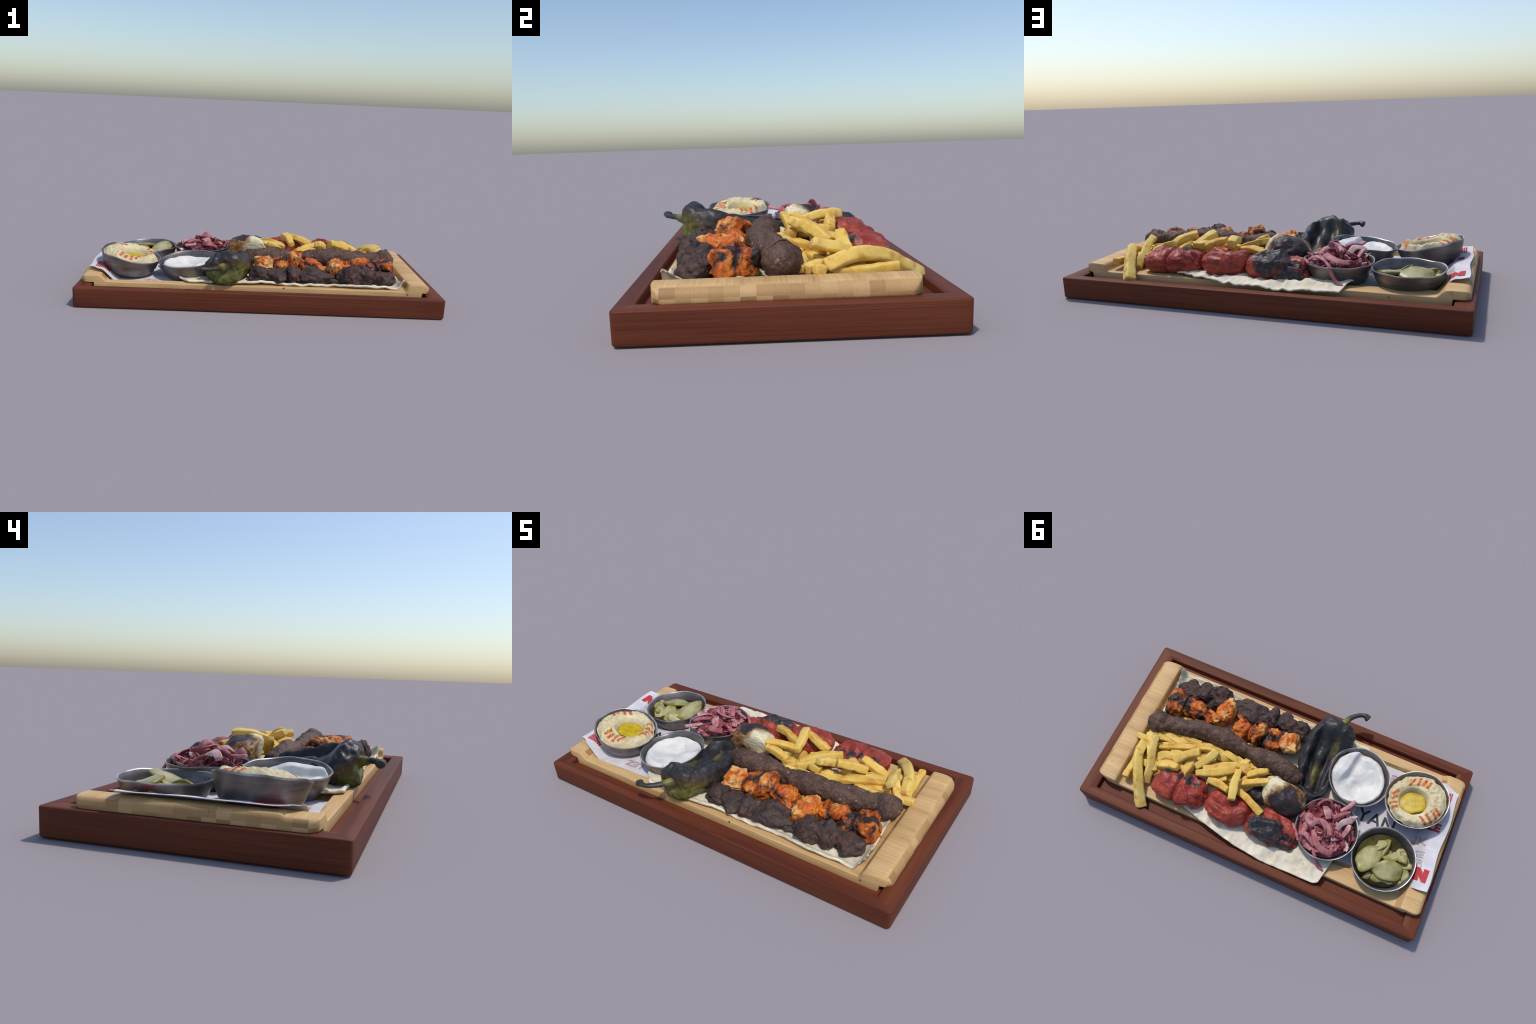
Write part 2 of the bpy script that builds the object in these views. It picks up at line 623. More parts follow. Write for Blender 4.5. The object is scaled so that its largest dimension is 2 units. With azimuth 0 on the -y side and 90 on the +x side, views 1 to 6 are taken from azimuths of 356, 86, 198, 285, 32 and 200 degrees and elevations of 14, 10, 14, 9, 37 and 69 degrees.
def print_text(txt, x, y, size, ang, mat, outline=0.0, bold=0.0, name='printed_letter', stretch=1.0):
    """letters printed on the paper: flat text draped on the sheet; x,y is the first letter's foot"""
    cu = bpy.data.curves.new(name, 'FONT')
    cu.body = txt
    cu.size = size
    cu.offset = bold
    cu.resolution_u = 3
    if outline:
        cu.fill_mode = 'NONE'
        cu.bevel_depth = outline
        cu.bevel_resolution = 0
    tmp = bpy.data.objects.new(name, cu)
    bpy.context.collection.objects.link(tmp)
    dg = bpy.context.evaluated_depsgraph_get()
    me = bpy.data.meshes.new_from_object(tmp.evaluated_get(dg))
    bpy.data.objects.remove(tmp)
    bm = bmesh.new()
    bm.from_mesh(me)
    if not outline:
        bmesh.ops.triangulate(bm, faces=bm.faces)
        bmesh.ops.subdivide_edges(bm, edges=[e for e in bm.edges if e.calc_length() > 0.012], cuts=2)
    ca, sa = math.cos(ang), math.sin(ang)
    X = np.array([v.co[:] for v in bm.verts])
    wx = x + (X[:, 0] * stretch) * ca - X[:, 1] * sa
    wy = y + (X[:, 0] * stretch) * sa + X[:, 1] * ca
    wz = paper_z(wx, wy) + 0.0020 + (0.3 * X[:, 2] if outline else 0)
    o = np.array([wx.mean(), wy.mean(), wz.min()])
    for v, a, b, d in zip(bm.verts, wx, wy, wz):
        v.co = (a - o[0], b - o[1], d - o[2])
    if not outline:
        for f in bm.faces:
            if f.normal.z < 0:
                f.normal_flip()
    bm.normal_update()
    bm.to_mesh(me)
    bm.free()
    me.materials.clear()
    me.materials.append(mat)
    ob = bpy.data.objects.new(name, me)
    return place(ob, paper, o)


W_ = math.pi + math.radians(-3)     # the print reads from +x towards -x
print_text('LE', -0.845, -0.030, 0.062, W_, INK_RED, bold=0.003)
print_text('IK', -0.800, 0.062, 0.060, W_, INK_PINK, outline=0.0009, stretch=1.15)
print_text('SE', -0.822, 0.132, 0.048, W_, INK_GREY, outline=0.0007)
print_text('ER', -0.822, 0.178, 0.048, W_, INK_GREY, outline=0.0007)
print_text('N', -0.852, 0.248, 0.076, W_, INK_RED, bold=0.010)
print_text('YAN', -0.472, 0.040, 0.105, W_, INK_BLACK, bold=0.0015)
print_text('LEZ', -0.545, -0.235, 0.060, W_ + math.radians(4), INK_PINK, outline=0.0008, stretch=1.1)
# red block of close stripes beside the houmous bowl
for k in range(8):
    x = -0.845 - 0.0098 * k
    F, T = [], []
    for j in range(13):
        y = -0.262 + 0.11 * j / 12
        for d in (-0.0036, 0.0036):
            T.append((x + d, y, float(paper_z(np.array([x + d]), np.array([y]))[0]) + 0.0012))
    V = T + [(a, b, d - 0.0008) for a, b, d in T]
    n = len(T)
    for j in range(12):
        a = 2 * j
        F += [(a, a + 1, a + 3, a + 2), (a + n, a + 2 + n, a + 3 + n, a + 1 + n), (a, a + 2, a + 2 + n, a + n), (a + 1, a + 1 + n, a + 3 + n, a + 3)]
    F += [(0, n, n + 1, 1), (24, 25, n + 25, n + 24)]
    make('printed_stripe', V, F, INK_RED, paper, sharp=30)

# ================================================================== FLATBREAD
bread = thing('flatbread', (0.15, 0.0, 0.118), 'thin pale flatbread with scorch marks under the grill', 'flatbread')
BACK = [(-0.47, 0.15), (-0.43, 0.33), (-0.405, 0.455), (-0.38, 0.467), (-0.22, 0.462), (-0.07, 0.458), (0.08, 0.434), (0.20, 0.405), (0.29, 0.382), (0.41, 0.345), (0.50, 0.27), (0.62, 0.15), (0.775, 0.06)]


def bread_f(u, v):
    x = -0.455 + (0.772 + 0.455) * u
    yb = float(np.interp(x, [b[0] for b in BACK], [b[1] for b in BACK]))
    yf = -0.382 - 0.041 * x + 0.006 * math.sin(7 * x) + 0.004 * math.sin(19 * x + 1)
    yf = yf + 0.05 * float(smooth(-0.40, -0.455, x))
    y = yf + (yb - yf) * v
    yl = -x * ST + y * CT
    z = 0.1235
    if yl > 0.375:
        z = 0.1235 - 0.012 * float(smooth(0.375, 0.45, yl))
    P = np.array([[x, y, 0.0]])
    n1 = float(fbm(P, 22, 3, 5)[0])
    n2 = float(noise(P, 8, 6)[0])
    z += 0.0045 * n1 + 0.003 * (n2 + 0.5)
    vis = smooth(0.22, 0.34, y)
    z += vis * (0.0075 * float(ridged(P * np.array([[1, .6, 1]]), 19, 2, 12)[0]) + 0.003)
    df = y - yf
    z += 0.013 * float(smooth(0.03, 0.004, df)) * (0.9 + 0.4 * math.sin(11 * x + 2)) - 0.006 * float(smooth(0.006, 0.0, df))
    curl = float(smooth(0.735, 0.772, x)) * float(smooth(0.02, -0.08, y))
    z += (0.020 + 0.026 * float(smooth(-0.34, -0.41, y)) + 0.003 * math.sin(30 * y)) * curl
    x2 = x - 0.004 * curl
    if yl > 0.375 and x < -0.36:
        z -= 0.0
    return (x2 + 0.004 * math.sin(17 * y) * (1 if 0.02 < u < 0.98 else 0.6), y, z)


m = Mat('flatbread_crust', org=(0.15, 0.0, 0.10))
a = m.noise(9, 4)
b = m.noise(34, 4)
col = m.ramp(a * 0.6 + b * 0.4, [(0.3, c(200, 184, 152)), (0.46, c(222, 210, 184)), (0.6, c(234, 225, 204)), (0.8, c(240, 233, 216))])
tan = m.noise(6.5, 3, 0.6).step(0.60, 0.75)
col = m.mix(tan * 0.5, col, c(196, 158, 108))
sc = m.voro(15.0).step(0.19, 0.07) * m.noise(60, 3).step(0.42, 0.58) * m.noise(4.3, 1).step(0.42, 0.50)
col = m.mix(sc * 0.9, col, c(104, 66, 36))
grease = m.y.step(0.05, -0.3) * m.noise(11, 3).step(0.45, 0.65)
col = m.mix(grease * 0.45, col, c(158, 146, 116))
brn = (m.x - 0.752).step(0.0, 0.02) * m.noise(24, 3).step(0.5, 0.58)
col = m.mix(brn * 0.9, col, c(62, 46, 36))
m.bump(b, 0.003, 0.4)
MAT_BREAD = m.out(col, rough=0.75, spec=0.2)
V, F = sheet(150, 110, bread_f, 0.007)
make('bread_sheet', V, F, MAT_BREAD, bread, org=(0.15, 0, 0.10))

# ================================================================== STEEL BOWLS
def steel(name, org, bright=0.0):
    m = Mat(name, org=org)
    a = m.noise(1.0, 4, 0.6, m.vec(5, 5, 60))
    b = m.noise(9, 3)
    col = m.ramp(a * 0.4 + b * 0.6, [(0.3, c(84, 76, 72)), (0.5, c(112, 105, 102)), (0.72, c(150, 144, 144))])  # greys darkened: dull brown reflections baked into the steel colour
    if bright:
        col = m.ramp(b, [(0.3, c(112, 106, 106)), (0.48, c(152, 147, 149)), (0.66, c(198, 196, 200))])  # paler greys for the rim than for the bowl wall
    m.bump(a, 0.0008, 0.25)
    return m.out(col, rough=0.38, spec=0.4, metal=0.6)


def bowl_axes(a, b):
    n = np.array([-a, -b, 1.0])
    n /= np.linalg.norm(n)
    u = np.array([1, 0, a])
    u /= np.linalg.norm(u)
    v = np.cross(n, u)
    return u, v, n


class Bowl:
    def __init__(s, name, label, ctr, R, a, b, h, base, seed):
        s.c, s.R, s.h, s.base = np.array(ctr, float), R, h, base
        s.u, s.v, s.n = bowl_axes(a, b)
        foot = s.c - s.n * h
        s.thing = thing(name, foot, label, 'side dish bowl')
        prof = []                                  # (radius, height below rim)
        for k in range(9):                         # outside, foot to rim
            t = k / 8
            prof.append((base + (R - base) * (t ** 0.52), -h + h * t ** 1.15))
        prof[-1] = (R - 0.001, -0.006)
        prof += [(R + 0.0014, -0.0035), (R + 0.0022, -0.001), (R + 0.0014, 0.0012), (R - 0.0012, 0.0012), (R - 0.0045, -0.002)]
        for k in range(9):                         # inside, rim to floor
            t = 1 - k / 8
            prof.append((base - 0.006 + (R - base - 0.001) * (t ** 0.52), -h + 0.006 + (h - 0.012) * t ** 1.15))
        N = 96
        rings = []
        for i in range(len(prof)):
            r, z = prof[i]
            th = np.arange(N) / N * 2 * math.pi
            wob = 1 + 0.006 * np.sin(2 * th + seed) + 0.004 * np.sin(5 * th + seed * 2)
            dz = 0.0022 * np.sin(3 * th + seed) + 0.0016 * np.sin(7 * th + seed * 3)
            k = (z + h) / h
            rings.append(s.c + np.outer(np.cos(th) * r * wob, s.u) + np.outer(np.sin(th) * r * wob, s.v) + np.outer(z + dz * k, s.n))
        lip = rings[8:14]
        V, F = loft(rings[:9] + [rings[8] - 0.002 * s.n] + [rings[13] - 0.001 * s.n] + rings[14:])
        make('steel_bowl', V, F, steel('brushed_steel', centre_of(V)), s.thing, sharp=60)
        V, F = loft(lip, cap0=False, cap1=False)
        n_ = len(lip) * N
        F += [(j, (len(lip) - 1) * N + j, (len(lip) - 1) * N + (j + 1) % N, (j + 1) % N) for j in range(N)]
        make('bowl_rim', V, F, steel('lightened_steel_rim', centre_of(V), 1.0), s.thing, sharp=60)

    def pt(s, x, y, z):
        return s.c + np.multiply.outer(np.asarray(x), s.u) + np.multiply.outer(np.asarray(y), s.v) + np.multiply.outer(np.asarray(z), s.n)

    def inner(s, z):
        """radius of the inside wall at height z below the rim plane"""
        t = np.clip((np.asarray(z) + s.h - 0.006) / (s.h - 0.012), 0.0, 1.0)
        return s.base - 0.006 + (s.R - s.base - 0.001) * t ** 0.52 - 0.0015

    def fill(s, name, mat, f, rad=None, nr=46, nt=120, skirt=0.03, rim_noise=0.0, seed=0):
        """a mass filling the bowl: f(x,y,r)->height above rim plane, r in 0..1"""
        rad = rad or s.R - 0.012
        th = np.arange(nt) / nt * 2 * math.pi
        rings = []
        for i in range(1, nr + 1):
            r = i / nr
            edge = 1 + rim_noise * noise(np.stack([np.cos(th), np.sin(th), 0 * th], 1), 5, seed) * r ** 3
            x, y = np.cos(th) * r * rad * edge, np.sin(th) * r * rad * edge
            z = f(x, y, r)
            k = np.minimum(1.0, s.inner(z) / np.maximum(np.hypot(x, y), 1e-6))
            rings.append(s.pt(x * k, y * k, z))
        zb = min(-skirt, float(z.min()) - 0.006)
        x, y = np.cos(th) * (s.inner(zb) - 0.004), np.sin(th) * (s.inner(zb) - 0.004)
        rings.append(s.pt(x, y, zb + 0 * x))
        V, F = loft(rings, cap0=False, cap1=True)
        V = np.vstack([V, s.pt(np.array([0.0]), np.array([0.0]), f(np.array([0.0]), np.array([0.0]), 0.0))])
        k = len(V) - 1
        for j in range(nt):
            F.append((k, j, (j + 1) % nt))
        return make(name, V, F, mat(centre_of(V)) if callable(mat) else mat, s.thing)


# ------------------------------------------------------------------ houmous
hum = Bowl('houmous_bowl', 'tilted steel bowl of houmous with oil pool and paprika stripes', (-0.7373, -0.1395, 0.2185), 0.166, -0.20, 0.033, 0.112, 0.102, 1.0)
STRIPES = [(-0.676, -0.200, -0.700, -0.254), (-0.718, -0.215, -0.726, -0.270), (-0.746, -0.218, -0.755, -0.266), (-0.767, -0.209, -0.785, -0.257),
           (-0.607, -0.125, -0.636, -0.159), (-0.612, -0.103, -0.637, -0.124), (-0.610, -0.076, -0.646, -0.090), (-0.628, -0.051, -0.655, -0.066),
           (-0.773, -0.049, -0.822, -0.014), (-0.800, -0.069, -0.844, -0.035), (-0.820, -0.094, -0.863, -0.064), (-0.832, -0.116, -0.874, -0.088)]


def houmous_mat(org):
    m = Mat('houmous_paste', org=org)
    a = m.noise(16, 4)
    b = m.noise(70, 4)
    col = m.ramp(a * 0.6 + b * 0.4, [(0.3, c(178, 160, 116)), (0.46, c(202, 187, 146)), (0.6, c(214, 202, 166)), (0.8, c(226, 216, 186))])
    wob = (m.noise(60, 3, 0.6) - 0.5) * 0.011
    mask = None
    for x0, y0, x1, y1 in STRIPES:
        L = math.hypot(x1 - x0, y1 - y0)
        ux, uy = (x1 - x0) / L, (y1 - y0) / L
        mx, my = (x0 + x1) / 2, (y0 + y1) / 2
        al = ((m.x - mx) * ux + (m.y - my) * uy).abs() - L * 0.46
        ac = ((m.x - mx) * uy - (m.y - my) * ux).abs() - 0.0066
        d = al.max(ac) + wob
        k = d.step(0.004, -0.002)
        mask = k if mask is None else mask.max(k)
    pap = m.ramp(m.noise(110, 4), [(0.35, c(150, 62, 18)), (0.55, c(200, 104, 44)), (0.75, c(218, 150, 92))])
    col = m.mix(mask * m.noise(85, 3).step(0.25, 0.45), col, pap)
    m.bump(a, 0.005, 0.4)
    m.bump(b, 0.002, 0.5)
    return m.out(col, rough=0.6, spec=0.25)


CRX, CRY = 0.016, 0.014


def houmous_f(x, y, r):
    P = np.stack([x, y, 0 * x], 1)
    d = np.hypot((x - CRX) * 0.98, (y - CRY)) + 0.005 * noise(P, 25, 3)
    ring = 0.013 * np.exp(-((d - 0.108) / 0.028) ** 2)
    cr = -0.042 * smooth(0.080, 0.058, d)
    cr = cr + 0.012 * np.exp(-((x + 0.012) ** 2 + (y + 0.012) ** 2) / (2 * 0.018 ** 2))
    edge = -0.022 * smooth(0.86, 1.0, r)
    sx = np.stack([np.arctan2(y, x) * 0.05, np.hypot(x, y), 0 * x], 1)
    swirl = (0.008 * ridged(P, 15, 3, 4) + 0.0045 * ridged(sx, 34, 2, 14) - 0.006) * smooth(0.07, 0.10, d) + 0.0022 * fbm(P, 50, 3, 9)
    th = np.arctan2(y, x)
    return 0.001 + ring + cr + edge + swirl + 0.004 * np.sin(2 * th + 0.5)


hum.fill('houmous', houmous_mat, houmous_f, rad=0.154, nr=70, nt=180, rim_noise=0.045, seed=3)
m = Mat('olive_oil')
a = m.noise(40, 3)
sp = m.voro(150).step(0.10, 0.03) * m.noise(30, 2).step(0.55, 0.6)
col = m.ramp(a, [(0.3, c(166, 136, 12)), (0.55, c(188, 160, 28)), (0.8, c(200, 180, 70))])
MAT_OIL = m.out(m.mix(sp * 0.6, col, c(96, 84, 12)), rough=0.4, spec=0.25)
th = np.arange(72) / 72 * 2 * math.pi
rings = []
for r, dz in ((0.15, 0.001), (0.4, 0.0005), (0.7, 0), (0.93, -0.0006), (1.0, -0.003), (0.9, -0.01), (0.3, -0.014)):
    rr = r * (0.066 + 0.006 * np.sin(2 * th + 1) + 0.003 * np.sin(5 * th))
    rings.append(hum.pt(CRX + 0.002 + np.cos(th) * rr, CRY + 0.004 + np.sin(th) * rr, -0.0185 + dz + 0 * th))
V, F = loft(rings)
make('olive_oil_pool', V, F, MAT_OIL, hum.thing)

# ------------------------------------------------------------------ yogurt
yog = Bowl('yogurt_bowl', 'steel bowl of thick white strained yogurt', (-0.4116, -0.1547, 0.1985), 0.169, 0.117, 0.03, 0.100, 0.106, 2.2)


def yogurt_f(x, y, r):
    P = np.stack([x, y, 0 * x], 1)
    # thick slab on the +x side, cut by a spoon stroke that runs down to a broad scoop
    sd = (x - 0.066) * 0.97 - (y + 0.02) * 0.24 + 0.006 * noise(P, 14, 2)
    slab = 0.024 * smooth(-0.010, 0.014, sd) * smooth(0.10, 0.0, y) - 0.012 * smooth(0.03, 0.085, sd)
    scoop = -0.032 * np.exp(-(((x + 0.005) / 0.085) ** 2 + ((y - 0.055) / 0.08) ** 2))
    trough = -0.012 * np.exp(-((sd + 0.022) / 0.018) ** 2) * smooth(0.10, 0.0, y)
    lip = 0.017 * np.exp(-((np.hypot(x + 0.005, y - 0.008) - 0.128) / 0.022) ** 2) * smooth(0.06, -0.03, x)
    edge = -0.020 * smooth(0.90, 1.0, r)
    sw = 0.004 * fbm(P, 17, 3, 8)
    return -0.026 + slab + 1.1 * scoop + trough + lip + edge + sw


def yogurt_mat(org):
    m = Mat('yogurt', org=org)
    a = m.noise(14, 3)
    col = m.ramp(a, [(0.3, c(206, 203, 196)), (0.6, c(224, 221, 214)), (0.8, c(232, 229, 222))])  # whites tinted warm to offset the blue sky light
    for px, py, pr in ((-0.413, -0.049, 0.005), (-0.366, -0.100, 0.0055)):
        d = ((m.x - px) * (m.x - px) + (m.y - py) * (m.y - py)).sqrt() + (m.noise(120, 2) - 0.5) * 0.006
        col = m.mix(d.step(pr, pr * 0.4) * 0.6, col, c(170, 128, 84))
    m.bump(a, 0.004, 0.25)
    return m.out(col, rough=0.45, spec=0.3, sss=0.1)


yog.fill('yogurt', yogurt_mat, yogurt_f, rad=0.157, nr=60, nt=150, rim_noise=0.05, seed=6)

# ------------------------------------------------------------------ pickled red onion
oni = Bowl('pickled_onion_bowl', 'steel bowl heaped with shredded pink pickled onion', (-0.3472, 0.1864, 0.1960), 0.166, 0.017, -0.008, 0.101, 0.112, 3.1)


def onion_mat(name, pale):
    m = Mat(name)
    r = m.rand()
    a = m.noise(26, 3, vec=m.vec(1, 1, 1, r))
    t = m.noise(1.0, 2, vec=m.vec(90, 90, 12, r))
    if pale:
        col = m.ramp(a * 0.7 + r * 0.3, [(0.3, c(170, 104, 108)), (0.46, c(194, 150, 148)), (0.62, c(206, 184, 174)), (0.8, c(210, 196, 184))])
    else:
        col = m.ramp(a * 0.5 + r * 0.35 + t * 0.15, [(0.25, c(112, 50, 58)), (0.40, c(144, 74, 80)), (0.55, c(166, 96, 100)), (0.75, c(192, 138, 140))])
    sp = m.voro(120).step(0.12, 0.05) * m.noise(40, 2).step(0.55, 0.62)
    col = m.mix(sp * 0.7, col, c(74, 30, 30))
    m.bump(t, 0.001, 0.3)
    return m.out(col, rough=0.5, spec=0.25, sss=0.08)


MAT_ON, MAT_ONP = onion_mat('pickled_onion', False), onion_mat('pale_pickled_onion', True)


def strip_mesh(name, arc, radius, w, t, seed, mat, twist=0.3, hook=0.0):
    """a cut onion layer: curved strap, bulging across its width"""
    rr = random.Random(seed)
    n, seg = 18, 10
    C, W = [], []
    for i in range(n):
        k = i / (n - 1)
        a = (k - 0.5) * arc
        C.append((radius * math.sin(a), radius * (1 - math.cos(a)) + hook * (k - .5) ** 3, 0.012 * math.sin(3 * k + rr.random() * 6)))
    C = np.array(C)
    T, R, U = frames(C, np.linspace(-twist, twist, n))
    rings = []
    th = np.arange(seg) / seg * 2 * math.pi
    for i in range(n):
        k = i / (n - 1)
        ww = w * (0.55 + 0.45 * math.sin(math.pi * min(max(k, 0.04), 0.96)) ** 0.6) * (1 + 0.12 * math.sin(5 * k + seed))
        lx, lz = np.cos(th) * ww, np.sin(th) * t
        bow = 0.35 * (lx / w) ** 2 * w
        rings.append(C[i] + np.outer(lx, U[i]) + np.outer(lz + bow, R[i]))
    V, F = loft(rings)
    me = bpy.data.meshes.new(name)
    me.from_pydata(V.tolist(), [], F)
    bm = bmesh.new()
    bm.from_mesh(me)
    bmesh.ops.recalc_face_normals(bm, faces=bm.faces)
    bm.to_mesh(me)
    bm.free()
    me.shade_smooth()
    me.set_sharp_from_angle(angle=math.radians(70))
    me.materials.append(mat)
    return me


SHREDS = [strip_mesh('onion_shred', random.uniform(1.0, 2.4), random.uniform(0.045, 0.070), random.uniform(0.016, 0.025), random.uniform(0.003, 0.0045), i, MAT_ONP if i == 9 else MAT_ON, random.uniform(0.1, 0.9)) for i in range(10)]


def mound(r):
    return -0.030 + 0.050 * max(0.0, 1 - (r / 0.15) ** 2.2)


def heap_f(x, y, r):
    P = np.stack([x, y, 0 * x], 1)
    return -0.034 + 0.040 * (1 - r ** 2.2) + 0.004 * fbm(P, 24, 2, 3)


heap = oni.fill('onion_heap', MAT_ON, heap_f, rad=0.148, nr=40, nt=110)
heap['kind'] = 'stuff'
for k in range(78):
    me = SHREDS[random.randrange(10)]
    r = 0.122 * math.sqrt(random.random())
    a = random.random() * 2 * math.pi
    x, y = r * math.cos(a), r * math.sin(a)
    lvl = (k + 0.5) / 78
    z = -0.030 + (mound(r) + 0.030) * (0.45 + 0.55 * lvl) + random.uniform(-0.004, 0.004)
    ob = bpy.data.objects.new('onion_shred', me)
    rot = Euler((random.gauss(math.pi / 2, 0.42), random.gauss(0, 0.35), random.random() * 6.28))
    sc = random.uniform(0.75, 1.15)
    place(ob, oni.thing, oni.pt(x, y, z), rot)
    ob.scale = (sc, sc, sc)


def shred(pts, w, t=0.004, pale=False, roll=0.0, name='onion_shred'):
    f = lambda k: w * (0.6 + 0.4 * math.sin(math.pi * min(max(k, 0.06), 0.94)) ** 0.5)
    V, F = tube(pts, f, t, n=22, seg=10, power=2.3, roll=roll, round_ends=0.6)
    V = V + 0.0012 * noise(V, 60, 2)[:, None] * np.array([0.3, 0.3, 1])
    return make(name, V, F, MAT_ONP if pale else MAT_ON, oni.thing)


shred([(-0.267, 0.211, 0.222), (-0.285, 0.182, 0.242), (-0.318, 0.178, 0.252), (-0.352, 0.195, 0.250), (-0.375, 0.225, 0.238)], 0.017, roll=-0.4)
shred([(-0.286, 0.226, 0.222), (-0.300, 0.255, 0.232), (-0.326, 0.288, 0.228), (-0.362, 0.308, 0.218), (-0.402, 0.306, 0.212), (-0.412, 0.280, 0.208)], 0.018, roll=-0.5)
shred([(-0.220, 0.262, 0.206), (-0.255, 0.262, 0.222), (-0.290, 0.280, 0.220), (-0.316, 0.300, 0.208)], 0.014, roll=-0.3)
shred([(-0.318, 0.318, 0.210), (-0.331, 0.338, 0.206), (-0.345, 0.352, 0.186), (-0.360, 0.366, 0.158), (-0.382, 0.378, 0.136), (-0.405, 0.386, 0.128)], 0.010, 0.006)
shred([(-0.365, 0.131, 0.236), (-0.395, 0.100, 0.246), (-0.430, 0.072, 0.238)], 0.012, 0.009)
shred([(-0.385, 0.075, 0.226), (-0.412, 0.045, 0.230), (-0.436, 0.004, 0.238)], 0.013, 0.008)
shred([(-0.398, 0.178, 0.226), (-0.415, 0.138, 0.243), (-0.452, 0.108, 0.232), (-0.462, 0.102, 0.218)], 0.018, pale=True, roll=-0.5)
shred([(-0.438, 0.200, 0.210), (-0.448, 0.165, 0.228), (-0.452, 0.135, 0.232)], 0.015, pale=True, roll=0.4)
shred([(-0.175, 0.228, 0.202), (-0.190, 0.252, 0.207), (-0.214, 0.280, 0.206), (-0.228, 0.300, 0.200)], 0.009, 0.005)
shred([(-0.228, 0.158, 0.212), (-0.240, 0.180, 0.222), (-0.262, 0.200, 0.222)], 0.018, pale=True, roll=-0.3)
shred([(-0.300, 0.085, 0.228), (-0.318, 0.112, 0.252), (-0.338, 0.145, 0.246)], 0.022, pale=True, roll=0.3)
shred([(-0.258, 0.082, 0.212), (-0.285, 0.052, 0.236), (-0.315, 0.048, 0.240), (-0.340, 0.075, 0.226)], 0.017, roll=0.9)
shred([(-0.300, 0.170, 0.232), (-0.315, 0.182, 0.268), (-0.338, 0.205, 0.266), (-0.350, 0.226, 0.238)], 0.014, roll=0.8)

# ------------------------------------------------------------------ pickled cucumber
pic = Bowl('pickle_bowl', 'steel bowl of sliced green pickled cucumber', (-0.675, 0.221, 0.1828), 0.169, -0.001, 0.004, 0.088, 0.116, 4.4)


def pickle_mat():
    m = Mat('pickled_cucumber')
    r = m.rand()
    a = m.noise(22, 3, vec=m.vec(1, 1, 1, r))
    d = (m.x * m.x + m.y * m.y).sqrt()
    nx, ny, nz = m.normal()
    side = nz.abs().step(0.75, 0.35)
    col = m.ramp(a, [(0.3, c(124, 116, 62)), (0.48, c(152, 145, 96)), (0.66, c(178, 172, 128))])
    gx, gy, gz = m.generated()
    q = (((gx - 0.5) * (gx - 0.5) + (gy - 0.5) * (gy - 0.5)).sqrt() * 2.0) + (a - 0.5) * 0.25
    col = m.mix(q.step(0.75, 0.2) * 0.55, col, c(192, 184, 138))
    seed = m.voro(130, m.vec(1, 1.7, 1)).step(0.24, 0.10) * q.step(0.7, 0.45) * 0.6
    col = m.mix(seed, col, c(212, 206, 162))
    col = m.mix(q.step(0.72, 1.0) * 0.75, col, c(134, 122, 38))
    col = m.mix(side * 0.9, col, c(116, 106, 26))
    m.bump(a, 0.003, 0.3)
    return m.out(col, rough=0.38, spec=0.35, sss=0.06)


MAT_PK = pickle_mat()


def pickle(loc, rx, ry, rot, wave=0.004, seed=0, thick=0.016):
    D = 40
    th = np.arange(D) / D * 2 * math.pi
    rings = []
    for r, s in ((0.05, 1), (0.35, 1), (0.65, 1), (0.88, 1), (0.97, 0.75), (1.0, 0.0), (0.97, -0.75), (0.88, -1), (0.5, -1), (0.05, -1)):
        e = r * (1 + 0.05 * np.sin(3 * th + seed) + 0.04 * np.sin(5 * th + 2 * seed))
        x, y = np.cos(th) * rx * e, np.sin(th) * ry * e
        z = s * thick / 2 + wave * np.sin(x / rx * 2.4 + seed) + wave * 0.6 * np.cos(y / ry * 3 + seed)
        rings.append(np.stack([x, y, z], 1))
    V, F = loft(rings)
    R = np.array(Euler(rot).to_matrix())
    ob = make('pickle_slice', V, F, MAT_PK, pic.thing, sharp=75, org=(0, 0, 0))
    ob.location = Vector(loc) - Vector(pic.thing.location)
    ob.rotation_euler = rot
    return ob


PICKLES = [((-0.604, 0.240, 0.164), 0.092, 0.058, (0.10, -0.12, 1.15)), ((-0.716, 0.268, 0.168), 0.082, 0.056, (-0.22, 0.02, 0.25)),
           ((-0.664, 0.168, 0.156), 0.070, 0.030, (0.75, 0.1, 1.3)), ((-0.630, 0.154, 0.156), 0.054, 0.034, (0.4, 0.25, 0.4)),
           ((-0.716, 0.172, 0.154), 0.068, 0.044, (0.3, -0.4, 1.2)), ((-0.756, 0.158, 0.156), 0.062, 0.034, (0.2, -0.35, 2.2)),
           ((-0.784, 0.172, 0.162), 0.046, 0.018, (0.3, 0.2, 2.4)), ((-0.800, 0.212, 0.156), 0.042, 0.024, (0.5, 0.2, 0.1)),
           ((-0.792, 0.262, 0.152), 0.044, 0.034, (-0.2, 0.35, 0.6)), ((-0.700, 0.318, 0.150), 0.060, 0.026, (-0.35, 0, 0.1)),
           ((-0.640, 0.315, 0.140), 0.045, 0.022, (-0.3, -0.2, 0.7)), ((-0.770, 0.230, 0.142), 0.045, 0.03, (0.1, 0.2, 1.0)),
           ((-0.660, 0.225, 0.140), 0.05, 0.035, (0.1, 0.0, 0.3)), ((-0.69, 0.21, 0.138), 0.06, 0.04, (0.0, 0.1, 1.5)), ((-0.765, 0.300, 0.141), 0.04, 0.025, (-0.2, 0.2, 0.2))]
for i, (l, rx, ry, ro) in enumerate(PICKLES):
    pickle((l[0], l[1], l[2] - (0.012 if i > 1 else 0.004)), rx, ry, ro, seed=i * 1.3, wave=0.006)
m = Mat('pickle_brine')
